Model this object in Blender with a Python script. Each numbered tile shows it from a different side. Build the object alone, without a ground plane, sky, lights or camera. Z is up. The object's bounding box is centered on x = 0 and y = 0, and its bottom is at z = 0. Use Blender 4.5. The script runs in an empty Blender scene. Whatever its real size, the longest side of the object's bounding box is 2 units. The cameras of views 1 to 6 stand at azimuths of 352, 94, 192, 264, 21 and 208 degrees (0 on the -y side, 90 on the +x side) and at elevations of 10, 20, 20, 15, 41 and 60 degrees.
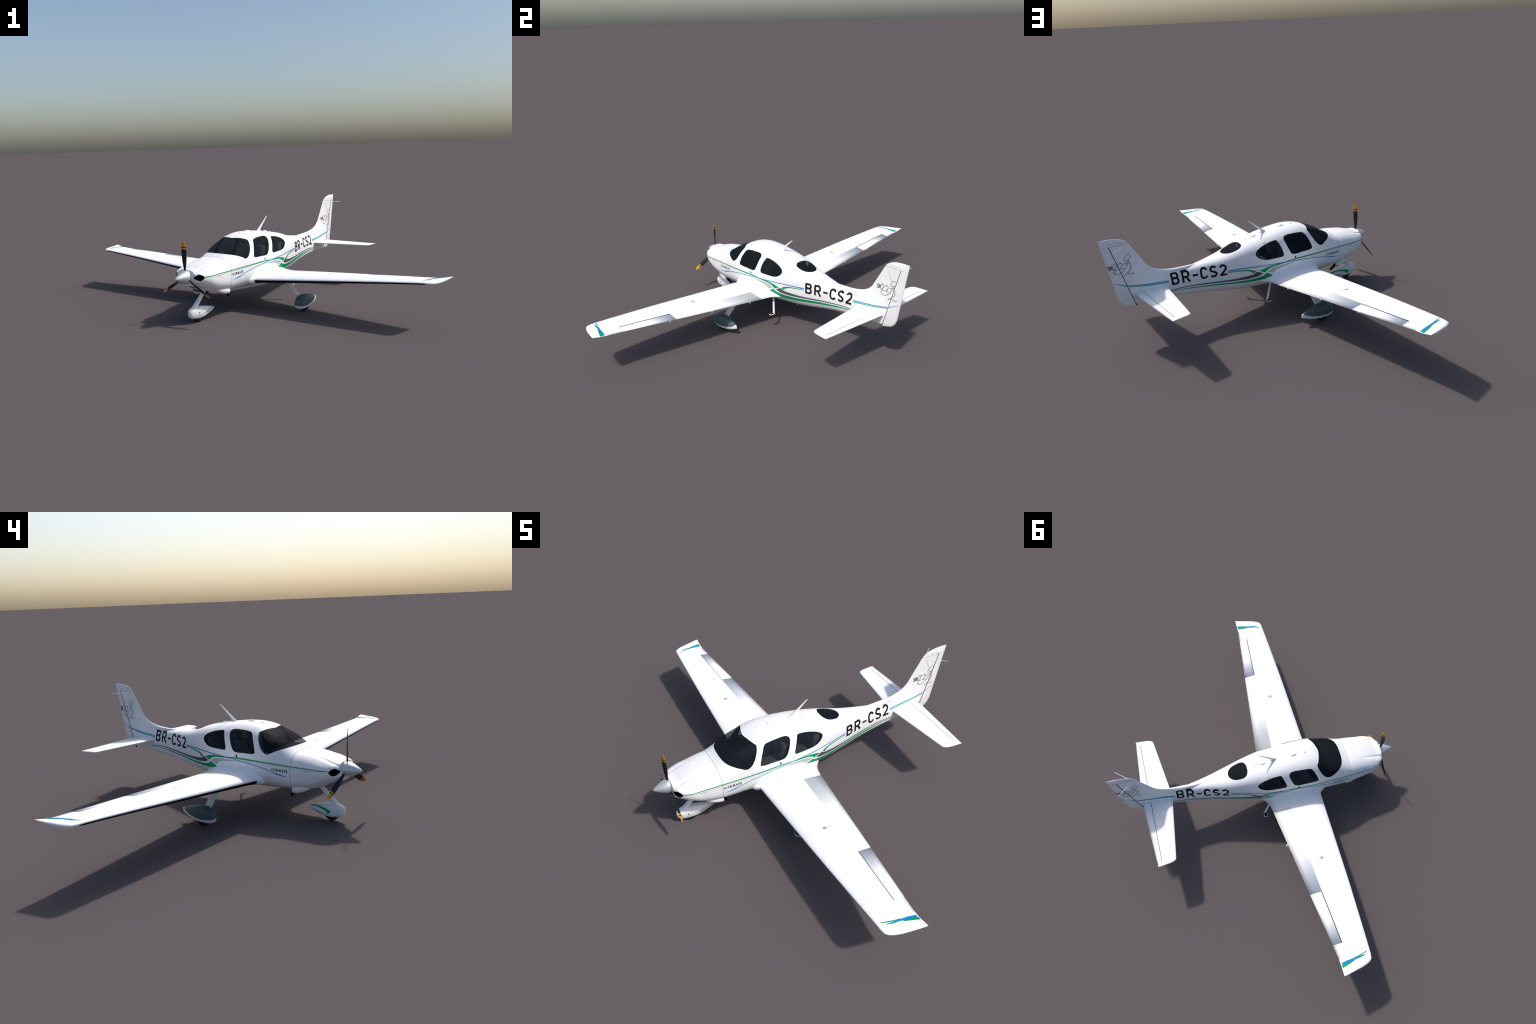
import bpy, bmesh, math
import numpy as np
from mathutils import Vector, Matrix
from mathutils.bvhtree import BVHTree
from mathutils.geometry import delaunay_2d_cdt

# ---------------------------------------------------------------------------
# Low-wing four-seat light aircraft.  Everything is modelled in an aircraft
# frame: x = aft, y = starboard, z = up, metres.  The parent empty turns that
# frame by 45 degrees, so the nose points to (-x, -y) of the world.
# ---------------------------------------------------------------------------
D2R = math.pi / 180.0
RNG = np.random.default_rng(7)

# ------------------------------------------------------------------ materials
def new_mat(name, color, rough=0.4, metallic=0.0, spec=0.5, coat=0.0):
    m = bpy.data.materials.new(name)
    m.use_nodes = True
    b = m.node_tree.nodes["Principled BSDF"]
    b.inputs["Base Color"].default_value = (*color, 1)
    b.inputs["Roughness"].default_value = rough
    b.inputs["Metallic"].default_value = metallic
    b.inputs["Specular IOR Level"].default_value = spec
    b.inputs["Coat Weight"].default_value = coat
    return m, m.node_tree, b


def math_node(nt, op, a=None, b=None, clamp=False):
    n = nt.nodes.new("ShaderNodeMath")
    n.operation = op
    n.use_clamp = clamp
    for i, v in enumerate((a, b)):
        if v is None:
            continue
        if isinstance(v, (int, float)):
            n.inputs[i].default_value = v
        else:
            nt.links.new(v, n.inputs[i])
    return n.outputs[0]


def mix_color(nt, fac, a, b):
    n = nt.nodes.new("ShaderNodeMix")
    n.data_type = 'RGBA'
    for sock, v in ((n.inputs[0], fac), (n.inputs[6], a), (n.inputs[7], b)):
        if isinstance(v, tuple):
            sock.default_value = (*v, 1)
        elif isinstance(v, (int, float)):
            sock.default_value = v
        else:
            nt.links.new(v, sock)
    return n.outputs[2]


def object_xyz(nt):
    tc = nt.nodes.new("ShaderNodeTexCoord")
    sp = nt.nodes.new("ShaderNodeSeparateXYZ")
    nt.links.new(tc.outputs["Object"], sp.inputs[0])
    return tc.outputs["Object"], sp.outputs[0], sp.outputs[1], sp.outputs[2]


def grain(nt, vec, scale, lo, hi):
    """Very weak mottling of a paint colour (two close tints, noise driven)."""
    n = nt.nodes.new("ShaderNodeTexNoise")
    n.inputs["Scale"].default_value = scale
    n.inputs["Detail"].default_value = 5
    nt.links.new(vec, n.inputs["Vector"])
    r = nt.nodes.new("ShaderNodeValToRGB")
    r.color_ramp.elements[0].position = 0.35
    r.color_ramp.elements[1].position = 0.65
    r.color_ramp.elements[0].color = (*lo, 1)
    r.color_ramp.elements[1].color = (*hi, 1)
    nt.links.new(n.outputs["Fac"], r.inputs["Fac"])
    return r.outputs["Color"]


WHITE_LO, WHITE_HI = (0.795, 0.79, 0.805), (0.835, 0.835, 0.838)


def white_paint(name, lo=WHITE_LO, hi=WHITE_HI):
    m, nt, b = new_mat(name, (0.8, 0.8, 0.8), 0.55, spec=0.30)
    vec, x, y, z = object_xyz(nt)
    nt.links.new(grain(nt, vec, 22.0, lo, hi), b.inputs["Base Color"])
    return m


def wing_paint():
    """White paint with fuel stain, inspection rings and faint panel lines."""
    m, nt, b = new_mat("wing_paint", (0.8, 0.8, 0.8), 0.55, spec=0.30)
    vec, x, y, z = object_xyz(nt)
    ay = math_node(nt, 'ABSOLUTE', y)
    col = grain(nt, vec, 22.0, (0.885, 0.89, 0.89), (0.91, 0.91, 0.91))

    def dist(cx, cy, sx=1.0):
        dx = math_node(nt, 'MULTIPLY', math_node(nt, 'SUBTRACT', x, cx), sx)
        dy = math_node(nt, 'SUBTRACT', ay, cy)
        return math_node(nt, 'SQRT', math_node(nt, 'ADD', math_node(nt, 'MULTIPLY', dx, dx),
                                               math_node(nt, 'MULTIPLY', dy, dy)))

    def soft(d, r0, r1):
        n = nt.nodes.new("ShaderNodeMapRange")
        n.interpolation_type = 'SMOOTHSTEP'
        nt.links.new(d, n.inputs[0])
        n.inputs[1].default_value = r0
        n.inputs[2].default_value = r1
        n.inputs[3].default_value = 1.0
        n.inputs[4].default_value = 0.0
        return n.outputs[0]

    line = (0.44, 0.49, 0.46)

    def stroke(d, w, k, colr=line):
        nonlocal col
        a = math_node(nt, 'ABSOLUTE', d)
        f = math_node(nt, 'MULTIPLY', soft(a, w * 0.5, w), k)
        col = mix_color(nt, f, col, colr)

    # filler cap stain: a grey spot and a pale tail behind it
    col = mix_color(nt, math_node(nt, 'MULTIPLY', soft(dist(-0.008, 0.632, 0.5), 0.004, 0.015), 0.45),
                    col, (0.36, 0.39, 0.34))
    col = mix_color(nt, math_node(nt, 'MULTIPLY', soft(dist(-0.027, 0.632), 0.006, 0.0145), 0.85),
                    col, (0.25, 0.265, 0.24))
    # small inspection covers
    for cx, cy, r in ((0.044, 0.334, .006), (0.029, 0.565, .006), (0.019, 0.681, .006), (0.002, 0.915, .006),
                      (-0.040, 1.068, .0165)):
        stroke(math_node(nt, 'SUBTRACT', dist(cx, cy), r), 0.0014, 0.55)
    # spanwise panel line ahead of the control surfaces, x = 0.086 - 0.0735 y
    ln = math_node(nt, 'SUBTRACT', x, math_node(nt, 'SUBTRACT', 0.0838, math_node(nt, 'MULTIPLY', ay, 0.0715)))
    gate = math_node(nt, 'MULTIPLY', math_node(nt, 'GREATER_THAN', ay, 0.24), math_node(nt, 'LESS_THAN', ay, 1.13))
    f = math_node(nt, 'MULTIPLY', soft(math_node(nt, 'ABSOLUTE', ln), 0.0006, 0.0014), 0.6)
    col = mix_color(nt, math_node(nt, 'MULTIPLY', f, gate), col, line)
    # tip joint
    ln = math_node(nt, 'SUBTRACT', ay, 1.128)
    f = math_node(nt, 'MULTIPLY', soft(math_node(nt, 'ABSOLUTE', ln), 0.0006, 0.0014), 0.5)
    col = mix_color(nt, math_node(nt, 'MULTIPLY', f, math_node(nt, 'LESS_THAN', x, 0.005)), col, line)
    nt.links.new(col, b.inputs["Base Color"])
    return m


def glass_mat():
    """Dark tinted pane: a quarter of the light passes, the rest is gloss."""
    m, nt, b = new_mat("tinted_glass", (0.012, 0.016, 0.021), 0.5, spec=0.02)
    tr = nt.nodes.new("ShaderNodeBsdfTransparent")
    tr.inputs["Color"].default_value = (0.92, 0.96, 1.0, 1)
    mx = nt.nodes.new("ShaderNodeMixShader")
    mx.inputs[0].default_value = 0.71
    out = nt.nodes["Material Output"]
    nt.links.new(tr.outputs[0], mx.inputs[1])
    nt.links.new(b.outputs[0], mx.inputs[2])
    nt.links.new(mx.outputs[0], out.inputs["Surface"])
    return m


def blade_mat():
    """Black blade, orange tip and orange ring, banded along the radius."""
    m, nt, b = new_mat("propeller_paint", (0.010, 0.010, 0.011), 0.6, spec=0.25)
    vec, x, y, z = object_xyz(nt)
    r = nt.nodes.new("ShaderNodeValToRGB")
    r.color_ramp.interpolation = 'CONSTANT'
    e = r.color_ramp.elements
    black, orange = (0.012, 0.012, 0.013, 1), (0.62, 0.27, 0.012, 1)
    e[0].position, e[0].color = 0.0, black
    e[1].position, e[1].color = 0.1665 / 0.25, orange
    for p, c in ((0.1745, black), (0.1815, orange)):
        k = e.new(p / 0.25)
        k.color = c
    nt.links.new(math_node(nt, 'DIVIDE', z, 0.25), r.inputs["Fac"])
    nt.links.new(r.outputs["Color"], b.inputs["Base Color"])
    return m


def fabric_mat():
    m, nt, b = new_mat("seat_fabric", (0.10, 0.11, 0.12), 0.85, spec=0.2)
    vec, x, y, z = object_xyz(nt)
    nt.links.new(grain(nt, vec, 60.0, (0.36, 0.38, 0.40), (0.50, 0.52, 0.54)), b.inputs["Base Color"])  # fabric brightened to offset the dim light behind the panes
    return m


M = {}
M['white'] = white_paint("white_paint")
M['wing'] = wing_paint()
M['bright'] = white_paint("bright_white_paint", (0.875, 0.875, 0.88), (0.905, 0.905, 0.905))
M['glass'] = glass_mat()
M['blade'] = blade_mat()
M['fabric'] = fabric_mat()
for key, nm, colr, ro in (
        ('black', "black_rubber", (0.006, 0.006, 0.007), 0.6),
        ('tyre', "tyre_rubber", (0.010, 0.011, 0.012), 0.75),
        ('pit', "inlet_black", (0.002, 0.002, 0.002), 0.9),
        ('gap', "hinge_gap_black", (0.006, 0.006, 0.006), 0.9),
        ('green', "green_stripe_paint", (0.000, 0.305, 0.095), 0.6),
        ('blue', "blue_stripe_paint", (0.006, 0.230, 0.510), 0.6),
        ('cyan', "cyan_stripe_paint", (0.250, 0.640, 0.760), 0.42),
        ('dark', "dark_grey_stripe_paint", (0.085, 0.095, 0.110), 0.42),
        ('light', "light_grey_stripe_paint", (0.42, 0.435, 0.46), 0.42),
        ('letter', "black_lettering", (0.012, 0.011, 0.010), 0.45),
        ('script', "grey_lettering", (0.38, 0.37, 0.37), 0.45),
        ('seam', "seam_grey", (0.26, 0.27, 0.28), 0.5),
        ('slate', "slate_fairing_paint", (0.080, 0.128, 0.135), 0.40),
        ('liner', "cabin_liner", (0.020, 0.022, 0.025), 0.9),  # cabin shade baked into the colour, near black against sun through the glass
        ('panel', "instrument_panel_black", (0.030, 0.032, 0.036), 0.7)):
    M[key] = new_mat(nm, colr, ro, spec=0.15)[0]
M['spinner'] = new_mat("spinner_silver", (0.66, 0.67, 0.66), 0.40, metallic=0.6)[0]
M['metal'] = new_mat("bare_metal", (0.5, 0.5, 0.5), 0.35, metallic=0.8)[0]

# --------------------------------------------------------------- scene tools
ROOT = bpy.data.objects.new("light_aircraft", None)
bpy.context.scene.collection.objects.link(ROOT)
ROOT.rotation_euler = (0, 0, 45 * D2R)
ROOT.empty_display_size = 0.2
ROOT["label"] = "white low-wing propeller light aircraft with green and blue stripes"
ROOT["category"] = "aircraft"


def add_obj(name, mesh, parent=None):
    o = bpy.data.objects.new(name, mesh)
    bpy.context.scene.collection.objects.link(o)
    o.parent = parent or ROOT
    return o


def mesh_from(name, verts, faces, mat=None, smooth=True, angle=None):
    me = bpy.data.meshes.new(name)
    me.from_pydata([tuple(map(float, v)) for v in verts], [], [tuple(int(i) for i in f) for f in faces])
    me.validate()
    bm = bmesh.new()
    bm.from_mesh(me)
    bmesh.ops.remove_doubles(bm, verts=bm.verts, dist=2e-6)
    bmesh.ops.recalc_face_normals(bm, faces=bm.faces)
    bm.to_mesh(me)
    bm.free()
    if smooth:
        me.polygons.foreach_set("use_smooth", [True] * len(me.polygons))
        if angle is not None:
            me.set_sharp_from_angle(angle=angle * D2R)
    if mat is not None:
        me.materials.append(mat)
    return me


def part(name, verts, faces, mat, parent=None, smooth=True, angle=None):
    return add_obj(name, mesh_from(name, verts, faces, mat, smooth, angle), parent)


def loft(rings, cap0=True, cap1=True):
    """Skin equal-length closed rings of points."""
    n = len(rings[0])
    verts = [p for r in rings for p in r]
    faces = []
    for k in range(len(rings) - 1):
        a, b = k * n, (k + 1) * n
        for i in range(n):
            j = (i + 1) % n
            faces.append((a + i, a + j, b + j, b + i))
    if cap0:
        faces.append(tuple(range(n))[::-1])
    if cap1:
        k = (len(rings) - 1) * n
        faces.append(tuple(range(k, k + n)))
    return verts, faces


def join_geo(*parts):
    V, F = [], []
    for v, f in parts:
        o = len(V)
        V += list(v)
        F += [tuple(i + o for i in q) for q in f]
    return V, F


def mirror_geo(v, f):
    return [(p[0], -p[1], p[2]) for p in v], [tuple(reversed(q)) for q in f]


def spline(pts, n, closed=False):
    """Catmull-Rom through control points, n samples per span."""
    P = [np.array(p, float) for p in pts]
    out = []
    m = len(P)
    for i in range(m if closed else m - 1):
        if closed:
            a, b, c, d = P[(i - 1) % m], P[i], P[(i + 1) % m], P[(i + 2) % m]
        else:
            b, c = P[i], P[i + 1]
            a = P[i - 1] if i else 2 * b - c
            d = P[i + 2] if i + 2 < m else 2 * c - b
        for k in range(n):
            t = k / n
            out.append(0.5 * (2 * b + (c - a) * t + (2 * a - 5 * b + 4 * c - d) * t * t + (3 * b - a - 3 * c + d) * t ** 3))
    if not closed:
        out.append(P[-1])
    return out


def inside(poly, pts):
    """Even-odd test of many points against one polygon."""
    poly = np.asarray(poly)
    x, y = pts[:, 0], pts[:, 1]
    res = np.zeros(len(pts), bool)
    x0, y0 = poly[-1]
    for x1, y1 in poly:
        c = ((y1 > y) != (y0 > y))
        with np.errstate(divide='ignore', invalid='ignore'):
            c &= x < (x0 - x1) * (y - y1) / (y0 - y1 + 1e-20) + x1
        res ^= c
        x0, y0 = x1, y1
    return res


# --------------------------------------------------- fuselage: cross-sections
# station, top z, bottom z, half width, height of max width, upper/lower exponent
SEC = np.array([
    (-0.6165, 0.3270, 0.2470, 0.047, 0.287, 2.20, 2.20),
    (-0.6150, 0.3313, 0.2396, 0.0610, 0.286, 2.36, 2.33),
    (-0.6060, 0.3317, 0.2365, 0.0850, 0.287, 2.42, 2.36),
    (-0.5960, 0.3318, 0.2338, 0.0990, 0.288, 2.46, 2.40),
    (-0.5850, 0.3325, 0.2308, 0.1075, 0.289, 2.49, 2.43),
    (-0.5400, 0.3448, 0.2077, 0.1280, 0.282, 2.53, 2.46),
    (-0.4800, 0.3579, 0.1800, 0.1350, 0.269, 2.66, 2.73),
    (-0.4200, 0.3655, 0.1696, 0.1410, 0.262, 2.90, 2.90),
    (-0.3675, 0.3707, 0.1605, 0.1448, 0.257, 3.00, 2.93),
    (-0.3100, 0.3955, 0.1548, 0.1480, 0.259, 3.02, 2.80),
    (-0.2500, 0.4340, 0.1478, 0.1502, 0.264, 3.03, 2.60),
    (-0.1900, 0.4575, 0.1435, 0.1525, 0.267, 3.00, 2.57),
    (-0.1300, 0.4765, 0.1400, 0.1540, 0.277, 2.95, 2.54),
    (-0.0600, 0.4855, 0.1350, 0.1520, 0.289, 3.01, 2.54),
    (0.0200, 0.4830, 0.1345, 0.1488, 0.296, 3.02, 2.53),
    (0.1100, 0.4730, 0.1410, 0.1455, 0.299, 2.95, 2.50),
    (0.2000, 0.4573, 0.1495, 0.1382, 0.303, 2.94, 2.48),
    (0.3000, 0.4370, 0.1560, 0.1182, 0.307, 2.95, 2.56),
    (0.4200, 0.4030, 0.1715, 0.0902, 0.3095, 3.05, 2.66),
    (0.5600, 0.3810, 0.1958, 0.0572, 0.294, 2.85, 2.62),
    (0.7000, 0.3640, 0.2153, 0.0352, 0.2655, 2.45, 2.45),
    (0.8200, 0.3500, 0.2250, 0.0217, 0.255, 2.15, 2.25),
    (0.9300, 0.3350, 0.2262, 0.0132, 0.252, 2.00, 2.08),
    (0.9690, 0.3280, 0.2264, 0.0110, 0.250, 2.00, 2.05)])
SEC_GRAD = np.gradient(SEC[:, 1:], SEC[:, 0], axis=0)
SEAM_S = -0.3675


def section(s):
    s = np.asarray(s, float)
    i = np.clip(np.searchsorted(SEC[:, 0], s) - 1, 0, len(SEC) - 2)
    h = (SEC[i + 1, 0] - SEC[i, 0])
    u = np.clip((s - SEC[i, 0]) / h, 0, 1)[..., None]
    h = h[..., None]
    A, B = SEC[i, 1:], SEC[i + 1, 1:]
    return (2 * u ** 3 - 3 * u ** 2 + 1) * A + (u ** 3 - 2 * u ** 2 + u) * h * SEC_GRAD[i] \
        + (-2 * u ** 3 + 3 * u ** 2) * B + (u ** 3 - u ** 2) * h * SEC_GRAD[i + 1]


def hull(s, ang):
    """Fuselage skin: station s, polar angle ang (0 = top, +90 deg = starboard)."""
    s, ang = np.broadcast_arrays(np.asarray(s, float), np.asarray(ang, float))
    q = section(s)
    zt, zb, w, zc, nu, nl = [q[..., k] for k in range(6)]
    c, sn = np.cos(ang), np.sin(ang)
    n = np.where(c > 0, nu, nl)
    h = np.where(c > 0, zt - zc, zc - zb)
    r = (np.abs(sn / w) ** n + np.abs(c / h) ** n) ** (-1.0 / n)
    # two grooves on top of the cowling between the centre hump and the inlet cheeks
    fade = np.clip((-0.455 - s) / 0.13, 0, 1) ** 1.2
    ay = np.abs(r * sn)
    top = np.clip(c * 4, 0, 1)
    groove = 0.0075 * fade * top * np.exp(-np.abs((ay - 0.066) / 0.0075) ** 1.6)
    cheek = 0.0030 * fade * top * np.exp(-((ay - 0.088) / 0.012) ** 2)
    r = r - groove + cheek
    return np.stack([s, r * sn, zc + r * c], -1)


def hull_normal(s, ang):
    e = 1e-4
    du = hull(s + e, ang) - hull(s - e, ang)
    dv = hull(s, ang + e) - hull(s, ang - e)
    n = np.cross(dv, du)
    n /= np.linalg.norm(n, axis=-1, keepdims=True) + 1e-12
    p = hull(s, ang)
    zc = section(s)[..., 3]
    out = np.stack([np.zeros_like(p[..., 0]), p[..., 1], p[..., 2] - zc], -1)
    flip = (n * out).sum(-1) < 0
    n[flip] *= -1
    return n


# ---- window outlines: (station, polar angle in degrees), starboard side
WINDSHIELD_HALF = [(-0.1755, 0), (-0.171, 8), (-0.163, 17), (-0.1525, 24.5), (-0.1455, 28.0), (-0.1428, 29.6),
                   (-0.1445, 33.0), (-0.1500, 37.5), (-0.1580, 42.5), (-0.1690, 48.5), (-0.1800, 53.0),
                   (-0.1925, 57.0), (-0.2060, 59.6), (-0.2200, 60.6), (-0.2330, 59.7), (-0.2480, 56.5),
                   (-0.2680, 52.4), (-0.2850, 48.0), (-0.3000, 43.2), (-0.3130, 37.0), (-0.3210, 30.0),
                   (-0.3255, 22.0), (-0.3275, 12.0), (-0.3280, 0)]
DOOR_WINDOW = [(-0.095, 33.9), (-0.070, 33.5), (-0.030, 33.5), (0.008, 33.4), (0.030, 34.4), (0.0430, 37.2),
               (0.0465, 41.5), (0.0420, 47.5), (0.0350, 54.5), (0.0270, 61.0), (0.0170, 68.0), (0.0060, 72.2),
               (-0.0100, 73.9), (-0.0350, 73.4), (-0.0650, 71.6), (-0.0950, 69.8), (-0.1200, 68.0), (-0.1370, 66.0),
               (-0.1450, 63.2), (-0.1430, 60.0), (-0.1370, 54.0), (-0.1290, 48.0), (-0.1190, 42.0), (-0.1090, 36.8)]
REAR_WINDOW = [(0.1000, 37.7), (0.1200, 37.6), (0.1400, 38.2), (0.1650, 39.6), (0.1900, 41.8), (0.2120, 44.4),
               (0.2320, 48.0), (0.2450, 52.0), (0.2495, 56.0), (0.2460, 60.5), (0.2350, 65.5), (0.2180, 70.0),
               (0.1970, 73.0), (0.1700, 74.3), (0.1400, 74.3), (0.1050, 74.2), (0.0780, 74.0), (0.0690, 73.0),
               (0.0650, 69.5), (0.0660, 66.0), (0.0720, 58.5), (0.0790, 51.5), (0.0870, 44.5), (0.0930, 39.8)]
ROOF_HALF = [(0.2920, 0), (0.2935, 10), (0.3000, 17.5), (0.3110, 23.5), (0.3260, 26.8), (0.3450, 28.2), (0.3650, 28.2),
             (0.3830, 26.6), (0.3970, 22.6), (0.4080, 16.2), (0.4145, 8.0), (0.4160, 0)]
# engine air inlet on the cowling front
INLET = [(-0.6152, 85.0), (-0.6120, 78.6), (-0.6040, 76.4), (-0.5950, 78.8), (-0.5865, 83.2), (-0.5780, 89.7),
         (-0.5850, 95.8), (-0.5950, 100.6), (-0.6035, 100.0), (-0.6110, 97.0), (-0.6148, 92.0)]


def symmetric(half):
    return half + [(s, -a) for s, a in reversed(half[1:-1])]


def mirrored(o):
    return [(s, -a) for s, a in o]


KA = 0.14  # metres per radian used to make (station, angle) roughly isometric


def uv_outline(ctrl, n=4):
    return [np.array((p[0], p[1] * D2R * KA)) for p in spline(ctrl, n, closed=True)]


REGIONS = {
    "windshield": [uv_outline(symmetric(WINDSHIELD_HALF))],
    "door_window": [uv_outline(DOOR_WINDOW), uv_outline(mirrored(DOOR_WINDOW))],
    "rear_side_window": [uv_outline(REAR_WINDOW), uv_outline(mirrored(REAR_WINDOW))],
    "rear_roof_window": [uv_outline(symmetric(ROOF_HALF))],
    "air_inlet": [uv_outline(INLET), uv_outline(mirrored(INLET))]}


def build_hull():
    s_cut = SEAM_S
    s_front = np.concatenate([np.array([-0.6165, -0.6160, -0.6150, -0.6132, -0.611, -0.608, -0.605, -0.601]),
                              np.linspace(-0.596, s_cut, 40)])
    s_aft = np.linspace(s_cut, 0.969, 190)[1:]
    S = np.concatenate([s_front, s_aft])
    A = np.linspace(-math.pi, math.pi, 161)
    gs, ga = np.meshgrid(S, A, indexing='ij')
    grid = np.stack([gs.ravel(), ga.ravel() * KA], -1)
    # drop grid points too close to an outline
    outl = np.concatenate([np.array(p) for L in REGIONS.values() for p in L])
    keep = np.ones(len(grid), bool)
    for p in outl:
        keep &= ((grid - p) ** 2).sum(1) > 0.0022 ** 2
    grid = grid[keep]
    pts = [Vector(p) for p in grid]
    edges = []
    for L in REGIONS.values():
        for poly in L:
            o = len(pts)
            pts += [Vector(p) for p in poly]
            edges += [(o + i, o + (i + 1) % len(poly)) for i in range(len(poly))]
    # keep the cowling joint as a chain of edges
    res = delaunay_2d_cdt(pts, edges, [], 0, 1e-7)
    uv = np.array([tuple(v) for v in res[0]])
    tri = np.array([f for f in res[2] if len(f) == 3])
    cen = uv[tri].mean(1)
    label = np.full(len(tri), "", dtype=object)
    for nm, L in REGIONS.items():
        for k, poly in enumerate(L):
            label[inside(poly, cen)] = nm + "#%d" % k
    rest = label == ""
    label[rest & (cen[:, 0] < s_cut)] = "engine_cowling"
    label[rest & (cen[:, 0] >= s_cut)] = "fuselage"
    s, a = uv[:, 0], uv[:, 1] / KA
    pos, nor = hull(s, a), hull_normal(s, a)
    return tri, label, pos, nor, uv


TRI, LABEL, POS, NOR, UV = build_hull()


def submesh(name, mask, mat, offset=0.0, flip=False):
    t = TRI[mask]
    used, inv = np.unique(t.ravel(), return_inverse=True)
    v = POS[used] + NOR[used] * offset
    f = inv.reshape(-1, 3)
    # orient outward
    nrm = np.cross(v[f[:, 1]] - v[f[:, 0]], v[f[:, 2]] - v[f[:, 0]])
    bad = (nrm * NOR[used][f[:, 0]]).sum(1) < 0
    f[bad] = f[bad][:, ::-1]
    if flip:
        f = f[:, ::-1]
    me = bpy.data.meshes.new(name)
    me.from_pydata(v.tolist(), [], f.tolist())
    me.polygons.foreach_set("use_smooth", [True] * len(me.polygons))
    nn = NOR[used] * (-1 if flip else 1)
    me.normals_split_custom_set_from_vertices(nn.tolist())
    me.materials.append(mat)
    return add_obj(name, me)


COWL = submesh("engine_cowling", LABEL == "engine_cowling", M['white'])
FUSE = submesh("fuselage", LABEL == "fuselage", M['white'])
for nm in ("windshield", "door_window", "rear_side_window", "rear_roof_window"):
    for k in range(len(REGIONS[nm])):
        submesh(nm, LABEL == nm + "#%d" % k, M['glass'], offset=-0.0006)
cs = UV[TRI].mean(1)[:, 0]
LINER = submesh("cabin_liner", (LABEL == "fuselage") & (cs < 0.52), M['liner'], offset=-0.0035, flip=True)


# nose plate behind the spinner
ring = hull(np.full(80, -0.6165), np.linspace(-math.pi, math.pi, 80, endpoint=False))
part("nose_plate", list(ring) + [(-0.6165, 0, 0.287)], [(i, (i + 1) % 80, 80) for i in range(80)], M['white'], parent=COWL)

# air inlets: black ducts going aft from the lip
for poly in REGIONS["air_inlet"]:
    P = np.array(poly)
    lip = hull(P[:, 0], P[:, 1] / KA)
    c = lip.mean(0)
    rings = [lip]
    for t, k in ((0.012, 0.93), (0.035, 0.8)):
        rings.append(c + (lip - c) * np.array([0.25, k, k]) + np.array([t, -0.25 * t * np.sign(c[1]), 0]))
    v, f = loft([list(r) for r in rings], cap0=False)
    part("air_inlet", v, f, M['pit'], parent=COWL, smooth=False)

# ------------------------------------------------------------- aerofoil parts
def naca(f, t, camber=0.0, pos=0.4):
    """Upper and lower ordinates (in chords) at chord fractions f."""
    f = np.asarray(f, float)
    yt = 5 * t * (0.2969 * np.sqrt(np.clip(f, 0, 1)) - 0.1260 * f - 0.3516 * f ** 2 + 0.2843 * f ** 3 - 0.1036 * f ** 4)
    yc = np.where(f < pos, camber / pos ** 2 * (2 * pos * f - f * f),
                  camber / (1 - pos) ** 2 * ((1 - 2 * pos) + 2 * pos * f - f * f))
    return yc + yt, yc - yt


def table(tab):
    tab = np.array(tab, float)
    return lambda y: np.array([np.interp(y, tab[:, 0], tab[:, k]) for k in range(1, tab.shape[1])])


# y, leading edge x,z, trailing edge x,z, thickness/chord
WING = table([
    (0.090, -0.208, 0.203, 0.236, 0.2080, 0.148),
    (0.125, -0.205, 0.203, 0.226, 0.2090, 0.150),
    (0.145, -0.193, 0.2015, 0.208, 0.2095, 0.155),
    (0.158, -0.174, 0.2010, 0.198, 0.2100, 0.159),
    (0.170, -0.1625, 0.2020, 0.192, 0.2103, 0.161),
    (0.190, -0.1605, 0.2035, 0.1855, 0.2105, 0.161),
    (0.236, -0.1595, 0.2072, 0.1774, 0.2110, 0.159),
    (0.400, -0.1548, 0.2205, 0.1590, 0.2222, 0.151),
    (0.700, -0.1465, 0.2445, 0.1255, 0.2425, 0.140),
    (0.8408, -0.1420, 0.2555, 0.1097, 0.2520, 0.137),
    (1.000, -0.1350, 0.2672, 0.0910, 0.2628, 0.134),
    (1.169, -0.1275, 0.2785, 0.0711, 0.2742, 0.131),
    (1.250, -0.1235, 0.2832, 0.0625, 0.2795, 0.129)])
HINGE = lambda y: 0.0681 - 0.0533 * (y - 0.2443) if y < 0.8408 else 0.0363 - 0.0657 * (y - 0.8408)
FRONT = np.array([0, .004, .012, .028, .055, .10, .17, .27, .40, .55, .72, .88, 1.0])
REAR = np.array([0.45, 1.0])


def wing_pt(y, x, upper):
    lx, lz, tx, tz, t = WING(y)
    f = np.clip((x - lx) / (tx - lx), 0, 1)
    u, l = naca(f, t, 0.006)
    l = l - 0.016 * (1 - math.exp(-f / 0.012)) * math.exp(-f / 0.22)
    z = lz + (tz - lz) * f + (tx - lx) * (u if upper else l)
    if y < 0.215:  # root fillet blending up the fuselage side
        k = ((0.215 - y) / 0.07) ** 2 * 0.016
        z += k * (math.sin(math.pi * min(1, f * 0.98 + 0.02)) ** 0.8) * (1 if upper else -0.4)
    return (x, y, float(z))


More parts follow.
